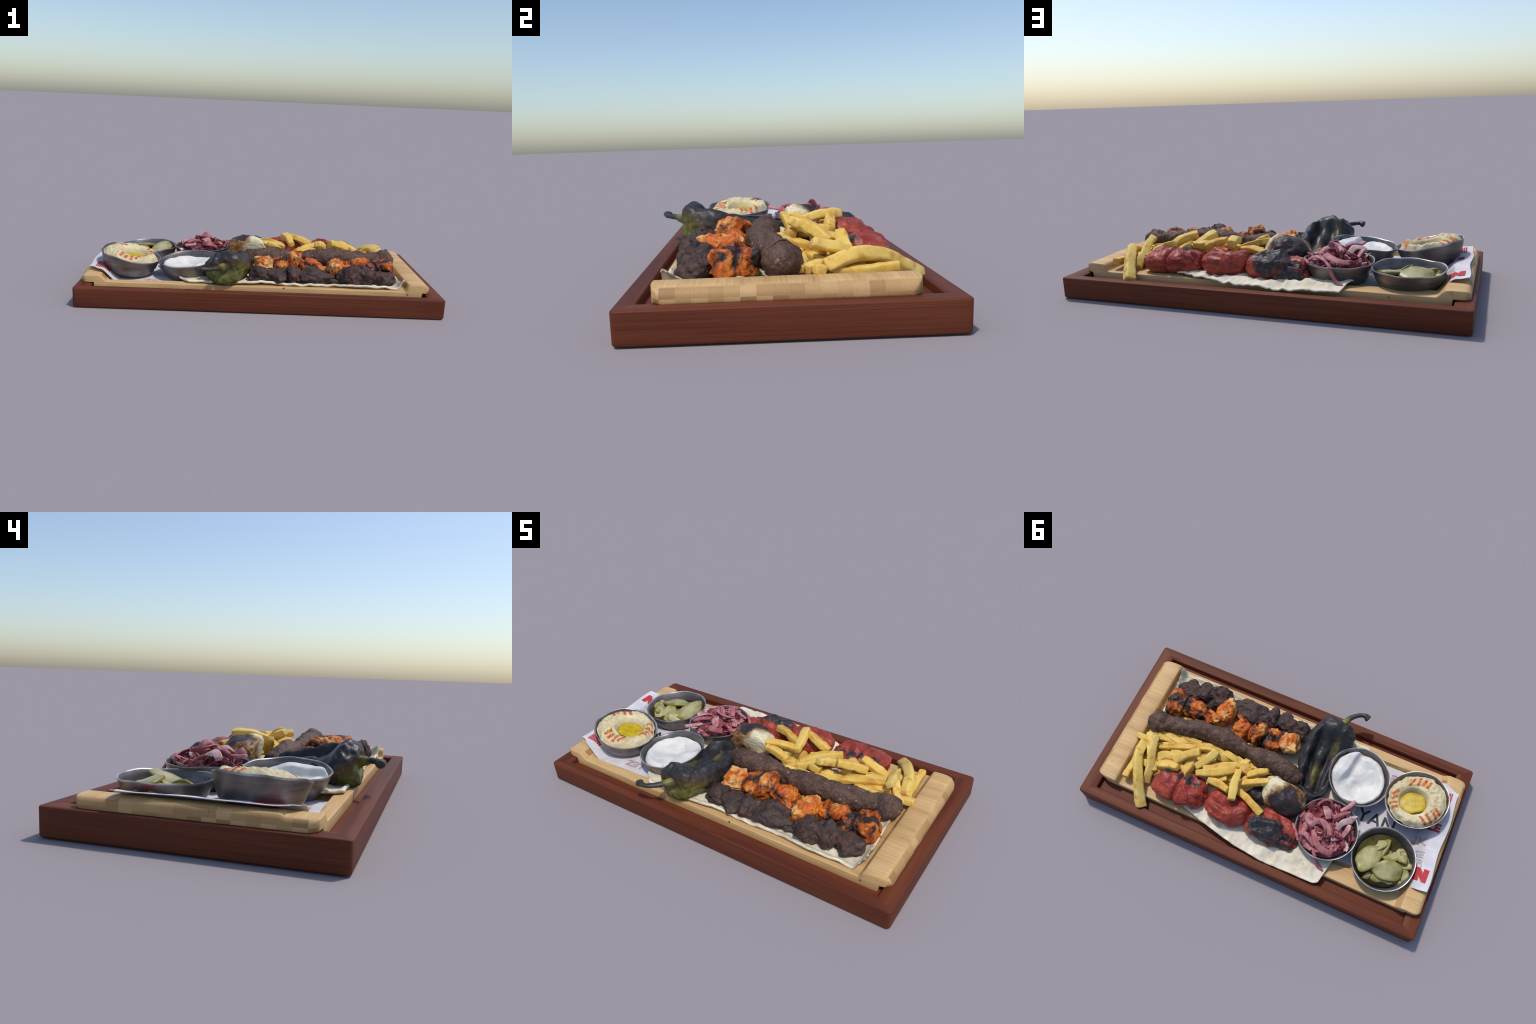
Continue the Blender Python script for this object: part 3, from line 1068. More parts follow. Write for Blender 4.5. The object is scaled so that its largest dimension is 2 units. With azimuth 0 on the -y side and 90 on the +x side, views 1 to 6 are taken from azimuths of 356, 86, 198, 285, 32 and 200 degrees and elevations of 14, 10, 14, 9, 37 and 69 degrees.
MAT_BRINE = m.out(m.ramp(m.noise(20, 3), [(0.3, c(58, 56, 30)), (0.7, c(92, 88, 52))]), rough=0.1, spec=0.5)
th = np.arange(64) / 64 * 2 * math.pi
V, F = loft([pic.pt(np.cos(th) * r, np.sin(th) * r, z + 0 * th) for r, z in ((0.02, -0.044), (0.141, -0.044), (0.132, -0.056), (0.02, -0.056))])
make('pickle_brine', V, F, MAT_BRINE, pic.thing)

# ================================================================== CHARRED PEPPER
pep = thing('charred_pepper', (-0.19, -0.2, 0.12), 'large collapsed green pepper, skin charred black, with stem', 'grilled pepper')


def pepper_mat(org):
    m = Mat('charred_pepper_skin', org=org)
    a = m.noise(13, 4, 0.6)
    b = m.noise(45, 4, 0.6)
    black = m.ramp(b * 0.6 + a * 0.4, [(0.3, c(34, 33, 36)), (0.5, c(48, 46, 48)), (0.68, c(66, 62, 62)), (0.82, c(84, 80, 78))])
    green = m.ramp(a * 0.5 + b * 0.5, [(0.28, c(46, 40, 24)), (0.42, c(74, 70, 36)), (0.54, c(98, 98, 48)), (0.66, c(120, 122, 62)), (0.8, c(154, 154, 92))])
    brown = m.ramp(b, [(0.3, c(60, 46, 28)), (0.7, c(104, 82, 44))])
    # the stem end and its flank stayed green; the top and the tail are burnt
    front = (m.y * -1.0 + (m.x * 0.3) + (a - 0.5) * 0.16 - (m.z - 0.2) * 1.25 + (m.z - 0.2).max(0.0) * -0.6)
    g = front.step(0.26, 0.36)
    halo = front.step(0.19, 0.30)
    for px, py, rx, ry in ((-0.178, -0.098, 0.021, 0.040), (-0.235, -0.255, 0.016, 0.042), (-0.25, -0.19, 0.015, 0.02), (-0.185, -0.045, 0.010, 0.030)):
        d = (((m.x - px) / rx) * ((m.x - px) / rx) + ((m.y - py) / ry) * ((m.y - py) / ry)).sqrt() + (b - 0.5) * 0.9
        g = g.max(d.step(1.15, 0.5) * 0.9)
        halo = halo.max(d.step(1.7, 0.9))
    col = m.mix(halo * 0.8, black, brown)
    col = m.mix(g, col, green)
    ash = m.noise(70, 4, 0.7).step(0.66, 0.78) * 0.45
    col = m.mix(ash, col, c(128, 128, 132))
    m.bump(a, 0.006, 0.35)
    m.bump(b, 0.002, 0.35)
    return m.out(col, rough=0.42, spec=0.3)


PSEC = [  # y, x centre, half width, z centre, half height
    (-0.412, -0.212, 0.028, 0.200, 0.022), (-0.409, -0.212, 0.060, 0.200, 0.046), (-0.398, -0.202, 0.080, 0.203, 0.072), (-0.378, -0.199, 0.096, 0.206, 0.084),
    (-0.348, -0.199, 0.112, 0.212, 0.093), (-0.310, -0.194, 0.118, 0.211, 0.094), (-0.25, -0.180, 0.120, 0.198, 0.082), (-0.17, -0.172, 0.112, 0.186, 0.068),
    (-0.09, -0.174, 0.094, 0.182, 0.062), (-0.03, -0.182, 0.082, 0.176, 0.055), (0.02, -0.195, 0.062, 0.165, 0.043), (0.055, -0.205, 0.035, 0.152, 0.028), (0.075, -0.208, 0.012, 0.145, 0.012)]
A_ = np.array(PSEC)
S_ = spline(A_, 90)
th = np.arange(84) / 84 * 2 * math.pi
rings = []
for y, xc, w, zc, h in S_:
    sq = 2.3
    cx = np.sign(np.cos(th)) * np.abs(np.cos(th)) ** (2 / sq)
    cz = np.sign(np.sin(th)) * np.abs(np.sin(th)) ** (2 / sq)
    rings.append(np.stack([xc + cx * w, y + 0 * th, zc + cz * h], 1))
V, F = loft(rings)
up = smooth(0.0, 0.5, (V[:, 2] - 0.19) / 0.06)
X, Y = V[:, 0].copy(), V[:, 1].copy()
body = smooth(-0.355, -0.27, Y) * smooth(0.07, 0.0, Y)
xr = -0.094 - 0.10 * np.clip(Y + 0.05, 0, 0.2)                      # crest of the standing lobe
fall = 0.052 * smooth(0.012, 0.042, xr - X) + 0.032 * np.exp(-((X - xr + 0.036) / 0.016) ** 2)
fall += 0.030 * np.exp(-((X - xr + 0.115) / 0.018) ** 2)
V[:, 2] -= up * body * fall
V[:, 2] -= up * (1 - body) * 0.016 * np.exp(-((X + 0.235) / 0.016) ** 2) * smooth(-0.34, -0.37, Y)
# lobes of the stem end, wrinkles and blisters
ang = np.arctan2(V[:, 2] - 0.205, V[:, 0] + 0.21)
fr = smooth(-0.30, -0.40, Y)
V[:, 1] += fr * 0.005 * np.cos(3 * ang + 0.6) * np.clip(np.hypot(V[:, 0] + 0.21, V[:, 2] - 0.205) / 0.09, 0, 1)
V[:, 1] += 0.030 * np.exp(-((V[:, 0] + 0.222) ** 2 + (V[:, 2] - 0.215) ** 2) / (2 * 0.026 ** 2)) * smooth(-0.38, -0.42, Y)
nrm = np.stack([V[:, 0] - np.interp(Y, A_[:, 0], A_[:, 1]), 0.3 * (Y + 0.2), V[:, 2] - np.interp(Y, A_[:, 0], A_[:, 3])], 1)
nrm /= np.linalg.norm(nrm, axis=1)[:, None] + 1e-6
V += nrm * (0.011 * fbm(V, 13, 3, 21) + 0.0040 * ridged(V * np.array([1, 0.8, 0.7]) + 0.04 * noise(V, 9, 2)[:, None], 17, 2, 33) + 0.0016 * fbm(V, 90, 2, 41))[:, None]
for px, py, pz, rr_, dep in ((-0.09, -0.33, 0.24, 0.028, 0.010), (-0.25, -0.36, 0.28, 0.026, 0.008), (-0.06, -0.22, 0.20, 0.030, 0.010), (-0.20, -0.27, 0.27, 0.020, 0.010),
                             (-0.09, -0.12, 0.22, 0.025, 0.008), (-0.28, -0.30, 0.26, 0.035, 0.014), (-0.10, -0.40, 0.18, 0.030, 0.010), (-0.25, -0.40, 0.17, 0.028, 0.010)):
    g = np.exp(-(((V - np.array([px, py, pz])) ** 2).sum(1)) / (2 * rr_ * rr_))
    V -= nrm * (g * dep)[:, None]                                    # collapsed dents in the skin
V[:, 2] -= 0.35 * np.maximum(V[:, 2] - 0.285, 0)
V[:, 2] = np.maximum(V[:, 2], 0.118 + 0.002 * noise(V, 20, 1))
o = centre_of(V)
make('pepper_body', V, F, pepper_mat(o), pep, org=o)

m = Mat('pepper_stem_skin', org=(-0.29, -0.45, 0.2))
k = m.noise(28, 4)
gr = ((m.x + 0.235) * (m.x + 0.235) + (m.y + 0.412) * (m.y + 0.412)).sqrt()
col = m.mix((gr + (k - 0.5) * 0.05).step(0.045, 0.012) * 0.75, m.ramp(k, [(0.3, c(38, 37, 36)), (0.6, c(58, 56, 48)), (0.8, c(84, 80, 58))]), m.ramp(k, [(0.3, c(98, 90, 34)), (0.7, c(158, 156, 66))]))
m.bump(m.noise(1, 3, vec=m.vec(60, 60, 60)), 0.003, 0.4)
MAT_STEM = m.out(col, rough=0.45, spec=0.4)
V, F = tube([(-0.215, -0.385, 0.212), (-0.226, -0.412, 0.220), (-0.252, -0.455, 0.228), (-0.290, -0.487, 0.230), (-0.322, -0.495, 0.233), (-0.342, -0.489, 0.228)],
            lambda t: 0.032 - 0.052 * t if t < 0.3 else (0.0165 - 0.004 * math.sin((t - 0.3) * 4.4) + 0.008 * max(0, t - 0.75) * 4 * 0.6),
            lambda t: 0.032 - 0.048 * t if t < 0.3 else (0.0140 - 0.003 * math.sin((t - 0.3) * 4.4) + 0.006 * max(0, t - 0.75) * 4 * 0.6), n=40, seg=18, round_ends=0.4)
V += 0.0015 * noise(V, 50, 3)[:, None] * np.array([1, 1, 1])
make('pepper_stem', V, F, MAT_STEM, pep, org=(-0.29, -0.45, 0.2))

# ================================================================== GRILLED ONION HALVES
grilled = thing('grilled_onion', (-0.05, 0.09, 0.12), 'grilled onion halves, cream layers with burnt brown crown', 'grilled onion')


def onion_skin(name, org, cx, cy, cz, rad, mn):
    m = Mat(name, org=org)
    a = m.noise(14, 4, 0.6)
    b = m.noise(50, 4)
    lay = m.noise(1.0, 3, 0.5, m.vec(26, 120, 95), 0.5)
    cream = m.ramp(lay * 0.6 + b * 0.4, [(0.3, c(178, 166, 118)), (0.5, c(216, 206, 170)), (0.7, c(228, 222, 198))])
    brown = m.ramp(b, [(0.3, c(110, 70, 34)), (0.7, c(176, 128, 76))])
    black = m.ramp(a * 0.5 + b * 0.5, [(0.3, c(36, 30, 31)), (0.55, c(58, 48, 48)), (0.75, c(80, 66, 62))])
    dx, dy, dz = m.x - cx, m.y - cy, (m.z - cz) * mn
    d = (dx * dx + dy * dy + dz * dz).sqrt() / rad + (a - 0.5) * 1.1
    col = m.mix(d.step(1.28, 1.0), cream, brown)
    col = m.mix(d.step(1.02, 0.88), col, black)
    m.bump(lay, 0.003, 0.35)
    m.bump(b, 0.002, 0.3)
    return m.out(col, rough=0.5, spec=0.25, sss=0.05)


V, F = blob((-0.074, 0.110, 0.190), (0.116, 0.090, 0.095), rotz=-0.12, power=2.1, n=44, lump_amp=0.07, lump_scale=1.5, seed=5, rough=0.012,
            lumps=(((0.75, -0.35, 0.75), 0.20, 0.38), ((-0.3, 0.4, 0.9), -0.06, 0.5), ((0.1, -1.0, 0.05), -0.12, 0.45)), floor=0.12)
s = V[:, 1] + 0.5 * V[:, 2]
V[:, 1] += 0.0025 * np.sin(s * 260 + 20 * V[:, 0]) * smooth(0.10, 0.05, V[:, 1])
cut = 0.046 + 0.020 * np.clip((0.25 - V[:, 2]) / 0.1, 0, 1) + 0.10 * np.clip(V[:, 0] + 0.06, -0.1, 0.1) * 0.3   # the flat cut face looks to -y
V[:, 1] = np.where(V[:, 1] < cut, cut + 0.16 * (V[:, 1] - cut), V[:, 1])
V += 0.0025 * fbm(V, 30, 3, 15)[:, None] * np.array([0.5, 0.5, 1])
o = centre_of(V)
make('onion_half', V, F, onion_skin('grilled_onion_layers', o, -0.105, 0.150, 0.215, 0.098, 0.7), grilled, org=o)
V, F = blob((0.005, 0.030, 0.150), (0.055, 0.040, 0.042), rotz=0.5, power=2.2, n=22, lump_amp=0.1, seed=9, rough=0.02, floor=0.121)
V[:, 2] += 0.002 * np.sin(V[:, 0] * 240 + V[:, 1] * 90)
o = centre_of(V)
make('onion_half', V, F, onion_skin('grilled_onion_petals', o, 0.045, 0.060, 0.15, 0.040, 1.0), grilled, org=o)
V, F = blob((0.066, 0.125, 0.150), (0.062, 0.055, 0.055), power=2.2, n=22, lump_amp=0.15, seed=19, rough=0.03, floor=0.12)
o = centre_of(V)
make('onion_half', V, F, onion_skin('burnt_onion_skin', o, 0.07, 0.12, 0.17, 0.13, 1.0), grilled, org=o)

# ================================================================== GRILLED TOMATOES
toms = thing('grilled_tomatoes', (0.2, 0.28, 0.12), 'row of grilled red tomatoes with wrinkled, charred skin', 'grilled tomato')


def tomato_mat(name, org, chars, base=0.0, hue=0.0):
    m = Mat(name, org=org)
    a = m.noise(12, 4, 0.6)
    b = m.noise(48, 4, 0.6)
    fib = m.noise(1.0, 3, 0.5, m.vec(30, 30, 110), 0.6)
    red = m.ramp(a * 0.6 + b * 0.2 + fib * 0.2, [(0.28, c(100, 38, 31)), (0.41, c(134, 50, 40)), (0.52, c(158, 63, 48)), (0.64, c(178, 82, 57)), (0.78, c(198, 118, 86))])  # reds lightened so the shaded side still looks lit
    black = m.ramp(b, [(0.3, c(34, 32, 34)), (0.55, c(54, 50, 52)), (0.8, c(84, 80, 82))])
    k = None
    for px, py, pz, rx, ry, rz in chars:
        dx, dy, dz = (m.x - px) / rx, (m.y - py) / ry, (m.z - pz) / rz
        d = (dx * dx + dy * dy + dz * dz).sqrt() + (a - 0.5) * 1.1 + (b - 0.5) * 0.4
        s = d.step(1.15, 0.75)
        k = s if k is None else k.max(s)
    col = red
    if k is not None:
        col = m.mix(k, red, black)
    rim = m.noise(24, 3).step(0.60, 0.68) * 0.35
    col = m.mix(rim, col, c(96, 36, 28))
    m.bump(a, 0.003, 0.25)
    m.bump(fib, 0.0012, 0.4)
    return m.out(col, rough=0.45, spec=0.3, sss=0.03)


def tomato(ctr, half, chars, name='tomato', seed=0, post=None, mname='tomato_skin', power=2.6, lumps=(), rotz=0.0, wr=0.006):
    V, F = blob(ctr, half, rotz=rotz, power=power, n=46, lump_amp=0.09, lump_scale=1.7, seed=seed, rough=0.012, lumps=lumps, floor=0.121)
    if post:
        V = post(V)
    c0 = np.asarray(ctr)
    n_ = (V - c0) / np.asarray(half)
    n_ /= np.linalg.norm(n_, axis=1)[:, None] + 1e-6
    V = V + n_ * (wr * 1.15 * (ridged(V * np.array([1, 1, 0.5]) + 0.05 * noise(V, 8, seed)[:, None], 9, 2, seed + 3) - 0.7) + 0.0015 * fbm(V, 70, 2, seed))[:, None]
    V[:, 2] = np.maximum(V[:, 2], 0.119)
    o = centre_of(V)
    return make(name, V, F, tomato_mat(mname, o, chars), toms, org=o)


def t1(V):
    u = smooth(0.14, 0.2, V[:, 2])
    xc = 0.475 + 0.12 * (V[:, 1] - 0.30)
    g = np.exp(-((V[:, 0] - xc) / 0.014) ** 2)
    V[:, 1] -= g * 0.018 * smooth(0.28, 0.33, V[:, 1])
    V[:, 2] -= u * (0.018 * g + 0.022 * np.exp(-((V[:, 0] - 0.41) / 0.03) ** 2 - ((V[:, 1] - 0.235) / 0.035) ** 2))
    V[:, 2] += u * 0.012 * np.exp(-((V[:, 0] - 0.545) / 0.03) ** 2 - ((V[:, 1] - 0.24) / 0.03) ** 2)
    # a pinched fold across the skin
    V[:, 2] += u * 0.012 * np.exp(-(((V[:, 0] - 0.41) + 0.8 * (V[:, 1] - 0.30)) / 0.010) ** 2) * smooth(0.24, 0.28, V[:, 1])
    V[:, 1] += 0.010 * (1 - np.abs(noise(V * np.array([1, .5, 1]), 11, 77)) * 2) * smooth(0.27, 0.33, V[:, 1])
    return V


tomato((0.465, 0.258, 0.166), (0.146, 0.088, 0.068), [(0.45, 0.205, 0.24, 0.08, 0.035, 0.04), (0.405, 0.225, 0.235, 0.05, 0.035, 0.04), (0.56, 0.205, 0.23, 0.03, 0.02, 0.03)], seed=31, post=t1, power=2.8)


def t2(V):
    u = smooth(0.16, 0.22, V[:, 2])
    V[:, 2] -= u * 0.030 * np.exp(-(((V[:, 0] - 0.155) - 0.5 * (V[:, 1] - 0.24)) / 0.030) ** 2) * smooth(0.33, 0.25, V[:, 1])
    V[:, 2] += u * 0.014 * np.exp(-((V[:, 0] - 0.262) / 0.028) ** 2 - ((V[:, 1] - 0.232) / 0.03) ** 2)
    V[:, 2] += u * 0.012 * np.exp(-((V[:, 0] - 0.09) / 0.022) ** 2 - ((V[:, 1] - 0.272) / 0.04) ** 2)
    V[:, 2] += u * 0.0035 * np.sin(150 * (V[:, 1] + 0.35 * V[:, 0])) * smooth(0.14, 0.2, V[:, 0])
    return V


tomato((0.180, 0.266, 0.174), (0.122, 0.088, 0.070), [(0.06, 0.20, 0.22, 0.035, 0.03, 0.05), (0.275, 0.21, 0.265, 0.014, 0.014, 0.02)], seed=44, post=t2, power=2.5, wr=0.004)


def t3(V):
    u = smooth(0.15, 0.21, V[:, 2])
    V[:, 2] += u * 0.012 * np.exp(-(((V[:, 1] - 0.285) - 0.25 * (V[:, 0] + 0.04)) / 0.016) ** 2)
    V[:, 2] -= u * 0.014 * np.exp(-((V[:, 0] + 0.02) / 0.04) ** 2 - ((V[:, 1] - 0.325) / 0.03) ** 2)
    return V


tomato((-0.045, 0.292, 0.174), (0.104, 0.076, 0.068), [(-0.045, 0.312, 0.225, 0.105, 0.070, 0.10), (-0.13, 0.33, 0.17, 0.06, 0.06, 0.05), (-0.02, 0.385, 0.18, 0.09, 0.04, 0.04)], seed=52, post=t3, mname='charred_tomato_skin', wr=0.005)
tomato((-0.110, 0.252, 0.162), (0.115, 0.060, 0.056), [(-0.14, 0.30, 0.16, 0.09, 0.05, 0.05)], name='tomato', seed=57, mname='torn_tomato_skin', rotz=-0.35, wr=0.007)
tomato((-0.135, 0.316, 0.146), (0.088, 0.050, 0.038), [(-0.15, 0.34, 0.15, 0.07, 0.05, 0.05)], name='tomato', seed=63, mname='burnt_tomato_skin', rotz=0.2, wr=0.010)

# ================================================================== KOFTA (long minced meat skewer)
kof = thing('kofta_kebab', (0.33, -0.08, 0.13), 'long dark brown minced meat kebab with pale specks', 'kofta kebab')
m = Mat('minced_meat', org=(0.33, -0.08, 0.14))
a = m.noise(22, 4, 0.6)
b = m.noise(120, 4, 0.65)
col = m.ramp(a * 0.45 + b * 0.55, [(0.3, c(56, 40, 34)), (0.44, c(82, 60, 51)), (0.57, c(104, 80, 68)), (0.74, c(148, 120, 100))])
fat = m.voro(30).step(0.20, 0.08) * m.noise(20, 2).step(0.44, 0.56)
col = m.mix(fat * 0.8, col, c(166, 142, 114))
dk = m.noise(9, 3).step(0.5, 0.62)
col = m.mix(dk * 0.4, col, c(52, 40, 36))
gl = m.voro(95).step(0.2, 0.1) * m.noise(38, 2).step(0.5, 0.62)  # small glints on the meat, painted as pale dots
col = m.mix(gl * 0.55, col, c(150, 130, 116))
m.bump(b, 0.004, 0.8)
m.bump(m.noise(55, 3), 0.006, 0.6)
MAT_KOFTA = m.out(col, rough=0.55, spec=0.22)
KS = [(0.738, -0.044, 0.178), (0.715, -0.048, 0.184), (0.660, -0.058, 0.184), (0.548, -0.078, 0.190), (0.420, -0.087, 0.200), (0.317, -0.079, 0.197), (0.214, -0.067, 0.192), (0.111, -0.055, 0.188), (0.012, -0.052, 0.182), (-0.055, -0.040, 0.176), (-0.080, -0.030, 0.170)]


def kr(t):
    return 0.050 + 0.004 * math.sin(17 * t + 1) + 0.003 * math.sin(29 * t) + (0.006 if t < 0.06 else 0)


V, F = tube(KS, kr, lambda t: kr(t) * 1.10, n=170, seg=56, round_ends=1.0)
C = spline(KS, 400)
i = np.array([np.argmin(((C - v) ** 2).sum(1)) for v in V[::1]])
n_ = V - C[i]
n_ /= np.linalg.norm(n_, axis=1)[:, None] + 1e-6
V += n_ * (0.0085 * fbm(V, 13, 3, 71) + 0.0042 * fbm(V, 44, 3, 72) - 0.003 * (np.abs(noise(V, 30, 75)) < 0.05))[:, None]
V[:, 2] = np.maximum(V[:, 2], 0.124)
make('minced_meat_roll', V, F, MAT_KOFTA, kof, org=(0.33, -0.08, 0.14))

# ================================================================== CHICKEN CUBES
chi = thing('chicken_kebab', (0.37, -0.2, 0.12), 'row of orange marinated chicken chunks with black grill char', 'chicken kebab')


def chicken_mat(name, org, char, pale):
    m = Mat(name, org=org)
    a = m.noise(17, 4, 0.6, dist=0.4)
    b = m.noise(60, 4, 0.6)
    w = m.noise(9, 3)
    col = m.ramp(a * 0.65 + b * 0.35, [(0.30, c(112, 48, 20)), (0.41, c(166, 78, 28)), (0.52, c(202, 108, 38)), (0.63, c(218, 138, 58)), (0.78, c(230, 178, 108))])
    red = m.noise(13, 3).step(0.55, 0.68)
    col = m.mix(red * 0.45, col, c(170, 58, 22))
    col = m.mix(w.step(0.58 - pale, 0.72 - pale) * 0.8, col, c(226, 176, 108))
    spots = m.voro(34).step(0.20, 0.10) * m.noise(16, 2).step(0.50, 0.58)
    col = m.mix(spots * 0.85, col, c(44, 32, 28))
    ch = m.noise(12, 5, 0.62, m.vec(1, 1, 0.8), 0.6)
    k = ch.step(0.62 - char, 0.66 - char)
    edge = ch.step(0.52 - char, 0.63 - char)
    col = m.mix(edge * 0.7, col, c(98, 38, 18))
    black = m.ramp(b, [(0.35, c(26, 25, 27)), (0.7, c(58, 50, 48))])
    col = m.mix(k * 0.95, col, black)
    m.bump(a, 0.003, 0.3)
    m.bump(b, 0.0012, 0.4)
    return m.out(col, rough=0.5, spec=0.25, sss=0.03)


CH = [  # centre, half size, turn, char, pale, seed, lumps
    ((0.703, -0.192, 0.175), (0.056, 0.076, 0.056), 0.10, 0.13, -0.05, 3, (((-0.2, 0.3, 1), 0.10, 0.5), ((0.8, -0.8, 0.2), 0.12, 0.4))),
    ((0.625, -0.208, 0.168), (0.056, 0.060, 0.052), 0.5, 0.12, 0.0, 8, (((0.2, 0.2, 1), 0.12, 0.4),)),
    ((0.562, -0.190, 0.176), (0.062, 0.050, 0.062), -0.3, 0.05, 0.06, 12, (((0.3, 0.3, 1), 0.30, 0.3), ((-0.6, 0, 0.8), -0.10, 0.4))),
    ((0.500, -0.180, 0.156), (0.050, 0.048, 0.042), 0.6, 0.08, 0.05, 16, ()),
    ((0.416, -0.236, 0.176), (0.050, 0.084, 0.060), -0.20, 0.01, 0.10, 21, (((0, -0.5, 1), 0.14, 0.4),)),
    ((0.286, -0.188, 0.170), (0.060, 0.064, 0.056), 0.3, 0.04, 0.08, 26, (((0, 0, 1), 0.06, 0.5),)),
    ((0.190, -0.185, 0.188), (0.048, 0.066, 0.078), -0.2, 0.08, 0.02, 37, (((-0.2, 0.35, 1), 0.40, 0.22), ((0.7, -0.3, 0.7), -0.1, 0.4))),
    ((0.108, -0.182, 0.170), (0.062, 0.070, 0.056), 0.1, 0.13, 0.0, 41, (((0.2, 0.2, 1), 0.12, 0.4),)),
    ((0.012, -0.200, 0.182), (0.054, 0.060, 0.058), 0.3, -0.04, 0.14, 47, (((-1, -0.4, 0.5), 0.30, 0.35), ((0.3, 0.3, 1), 0.16, 0.4))),
]
for i, (ce, ha, rz, char, pale, sd, lu) in enumerate(CH):
    V, F = blob(ce, ha, rotz=rz, tilt=(0.5 * math.sin(sd), 0.5 * math.cos(sd * 1.7), sd), power=3.4, n=34, lump_amp=0.18, lump_scale=1.5, seed=sd, rough=0.025, rough_scale=4, ridge=0.075, ridge_scale=2.0, lumps=lu, floor=0.124)
    V += (0.0025 * fbm(V, 55, 2, sd) + 0.004 * (ridged(V, 24, 2, sd + 2) - 0.7))[:, None] * np.array([0.6, 0.6, 1])
    o = centre_of(V)
    make('chicken_chunk', V, F, chicken_mat('marinated_chicken', o, char, pale), chi, org=o)
# thin torn flaps between the chunks
for pts, w in ((((0.545, -0.215, 0.175), (0.500, -0.172, 0.200), (0.478, -0.150, 0.190)), 0.020), (((0.225, -0.225, 0.19), (0.236, -0.18, 0.205), (0.226, -0.145, 0.18)), 0.016), (((0.34, -0.262, 0.165), (0.32, -0.235, 0.20), (0.30, -0.215, 0.205)), 0.016)):
    V, F = tube(pts, w, 0.007, n=26, seg=12, round_ends=0.8, roll=0.5)
    V += 0.004 * fbm(V, 40, 2, 3)[:, None]
    o = centre_of(V)
    make('chicken_flap', V, F, chicken_mat('marinated_chicken', o, 0.03, 0.05), chi, org=o)

# ================================================================== LAMB CUBES
lam = thing('lamb_kebab', (0.32, -0.32, 0.12), 'row of very dark, well done grilled lamb chunks', 'lamb kebab')


def lamb_mat(org):
    m = Mat('charred_lamb', org=org)
    a = m.noise(14, 4, 0.6)
    b = m.noise(80, 4, 0.65)
    col = m.ramp(a * 0.5 + b * 0.5, [(0.3, c(42, 34, 33)), (0.45, c(63, 51, 48)), (0.58, c(82, 66, 60)), (0.76, c(120, 96, 84))])
    rd = m.noise(10, 3).step(0.52, 0.66)
    col = m.mix(rd * 0.4, col, c(104, 64, 48))
    m.bump(a, 0.004, 0.3)
    m.bump(b, 0.0025, 0.5)
    return m.out(col, rough=0.6, spec=0.2)


LA = [
    ((0.672, -0.320, 0.155), (0.068, 0.056, 0.043), -0.05, 103, (((0.3, 0.3, 1), 0.12, 0.4),)),
    ((0.572, -0.325, 0.170), (0.056, 0.058, 0.060), 0.1, 108, (((0, -0.2, 1), 0.10, 0.4), ((0.9, 0.2, 0.6), -0.12, 0.4))),
    ((0.480, -0.330, 0.174), (0.072, 0.060, 0.064), -0.15, 112, (((0.2, 0, 1), 0.12, 0.4),)),
    ((0.535, -0.280, 0.148), (0.062, 0.048, 0.042), 0.2, 117, ()),
    ((0.290, -0.315, 0.160), (0.096, 0.064, 0.046), -0.02, 121, (((0.5, 0.2, 0.9), 0.08, 0.5),)),
    ((0.385, -0.310, 0.142), (0.050, 0.050, 0.028), 0.2, 127, ()),
    ((0.168, -0.322, 0.166), (0.044, 0.060, 0.050), 0.2, 131, (((-0.2, -0.3, 1), 0.10, 0.4),)),
    ((0.078, -0.322, 0.158), (0.068, 0.060, 0.046), -0.1, 136, (((0.4, 0.1, 1), 0.10, 0.35), ((-0.6, 0, 0.8), 0.10, 0.3))),
    ((-0.014, -0.308, 0.162), (0.058, 0.056, 0.054), 0.15, 141, (((0, 0.3, 1), 0.12, 0.4),)),
    ((0.03, -0.262, 0.150), (0.06, 0.045, 0.035), 0.15, 147, ()),
    ((0.220, -0.262, 0.145), (0.07, 0.040, 0.030), 0.1, 151, ()),
]
for i, (ce, ha, rz, sd, lu) in enumerate(LA):
    ce = (ce[0], ce[1] + 0.004, ce[2] - 0.006)
    V, F = blob(ce, ha, rotz=rz, tilt=(0.6 * math.sin(sd), 0.6 * math.cos(sd * 1.7), sd), power=3.6, n=34, lump_amp=0.20, lump_scale=1.5, seed=sd, rough=0.025, rough_scale=4, ridge=0.05, ridge_scale=1.7, lumps=lu, floor=0.125)
    V += (0.003 * fbm(V, 50, 3, sd) + 0.004 * (ridged(V, 22, 2, sd + 2) - 0.7))[:, None] * np.array([0.7, 0.7, 1])
    o = centre_of(V)
    make('lamb_chunk', V, F, lamb_mat(o), lam, org=o)

# ================================================================== FRENCH FRIES
fri = thing('french_fries', (0.4, 0.12, 0.12), 'heap of thick cut golden french fries', 'french fries')


def fry_mat():
    m = Mat('golden_potato')
    r = m.rand()
    a = m.noise(13, 3, vec=m.vec(1, 1, 1, r))
    b = m.noise(60, 4, vec=m.vec(1, 1, 1, r))
    col = m.ramp(a * 0.55 + b * 0.25 + r * 0.2, [(0.28, c(192, 142, 60)), (0.40, c(213, 171, 80)), (0.52, c(224, 189, 98)), (0.66, c(230, 201, 118)), (0.82, c(235, 213, 144))])
    br = m.noise(22, 3, vec=m.vec(1, 1, 1, r)).step(0.54, 0.70)
    col = m.mix(br * 0.55, col, c(176, 112, 40))
    gx, gy, gz = m.generated()
    e = ((gx - 0.5).abs().max((gy - 0.5).abs())) + (a - 0.5) * 0.2
    col = m.mix(e.step(0.44, 0.54) * 0.45, col, c(186, 118, 40))
    m.bump(a, 0.004, 0.2)
    m.bump(b, 0.0015, 0.35)
    return m.out(col, rough=0.55, spec=0.22, sss=0.03)


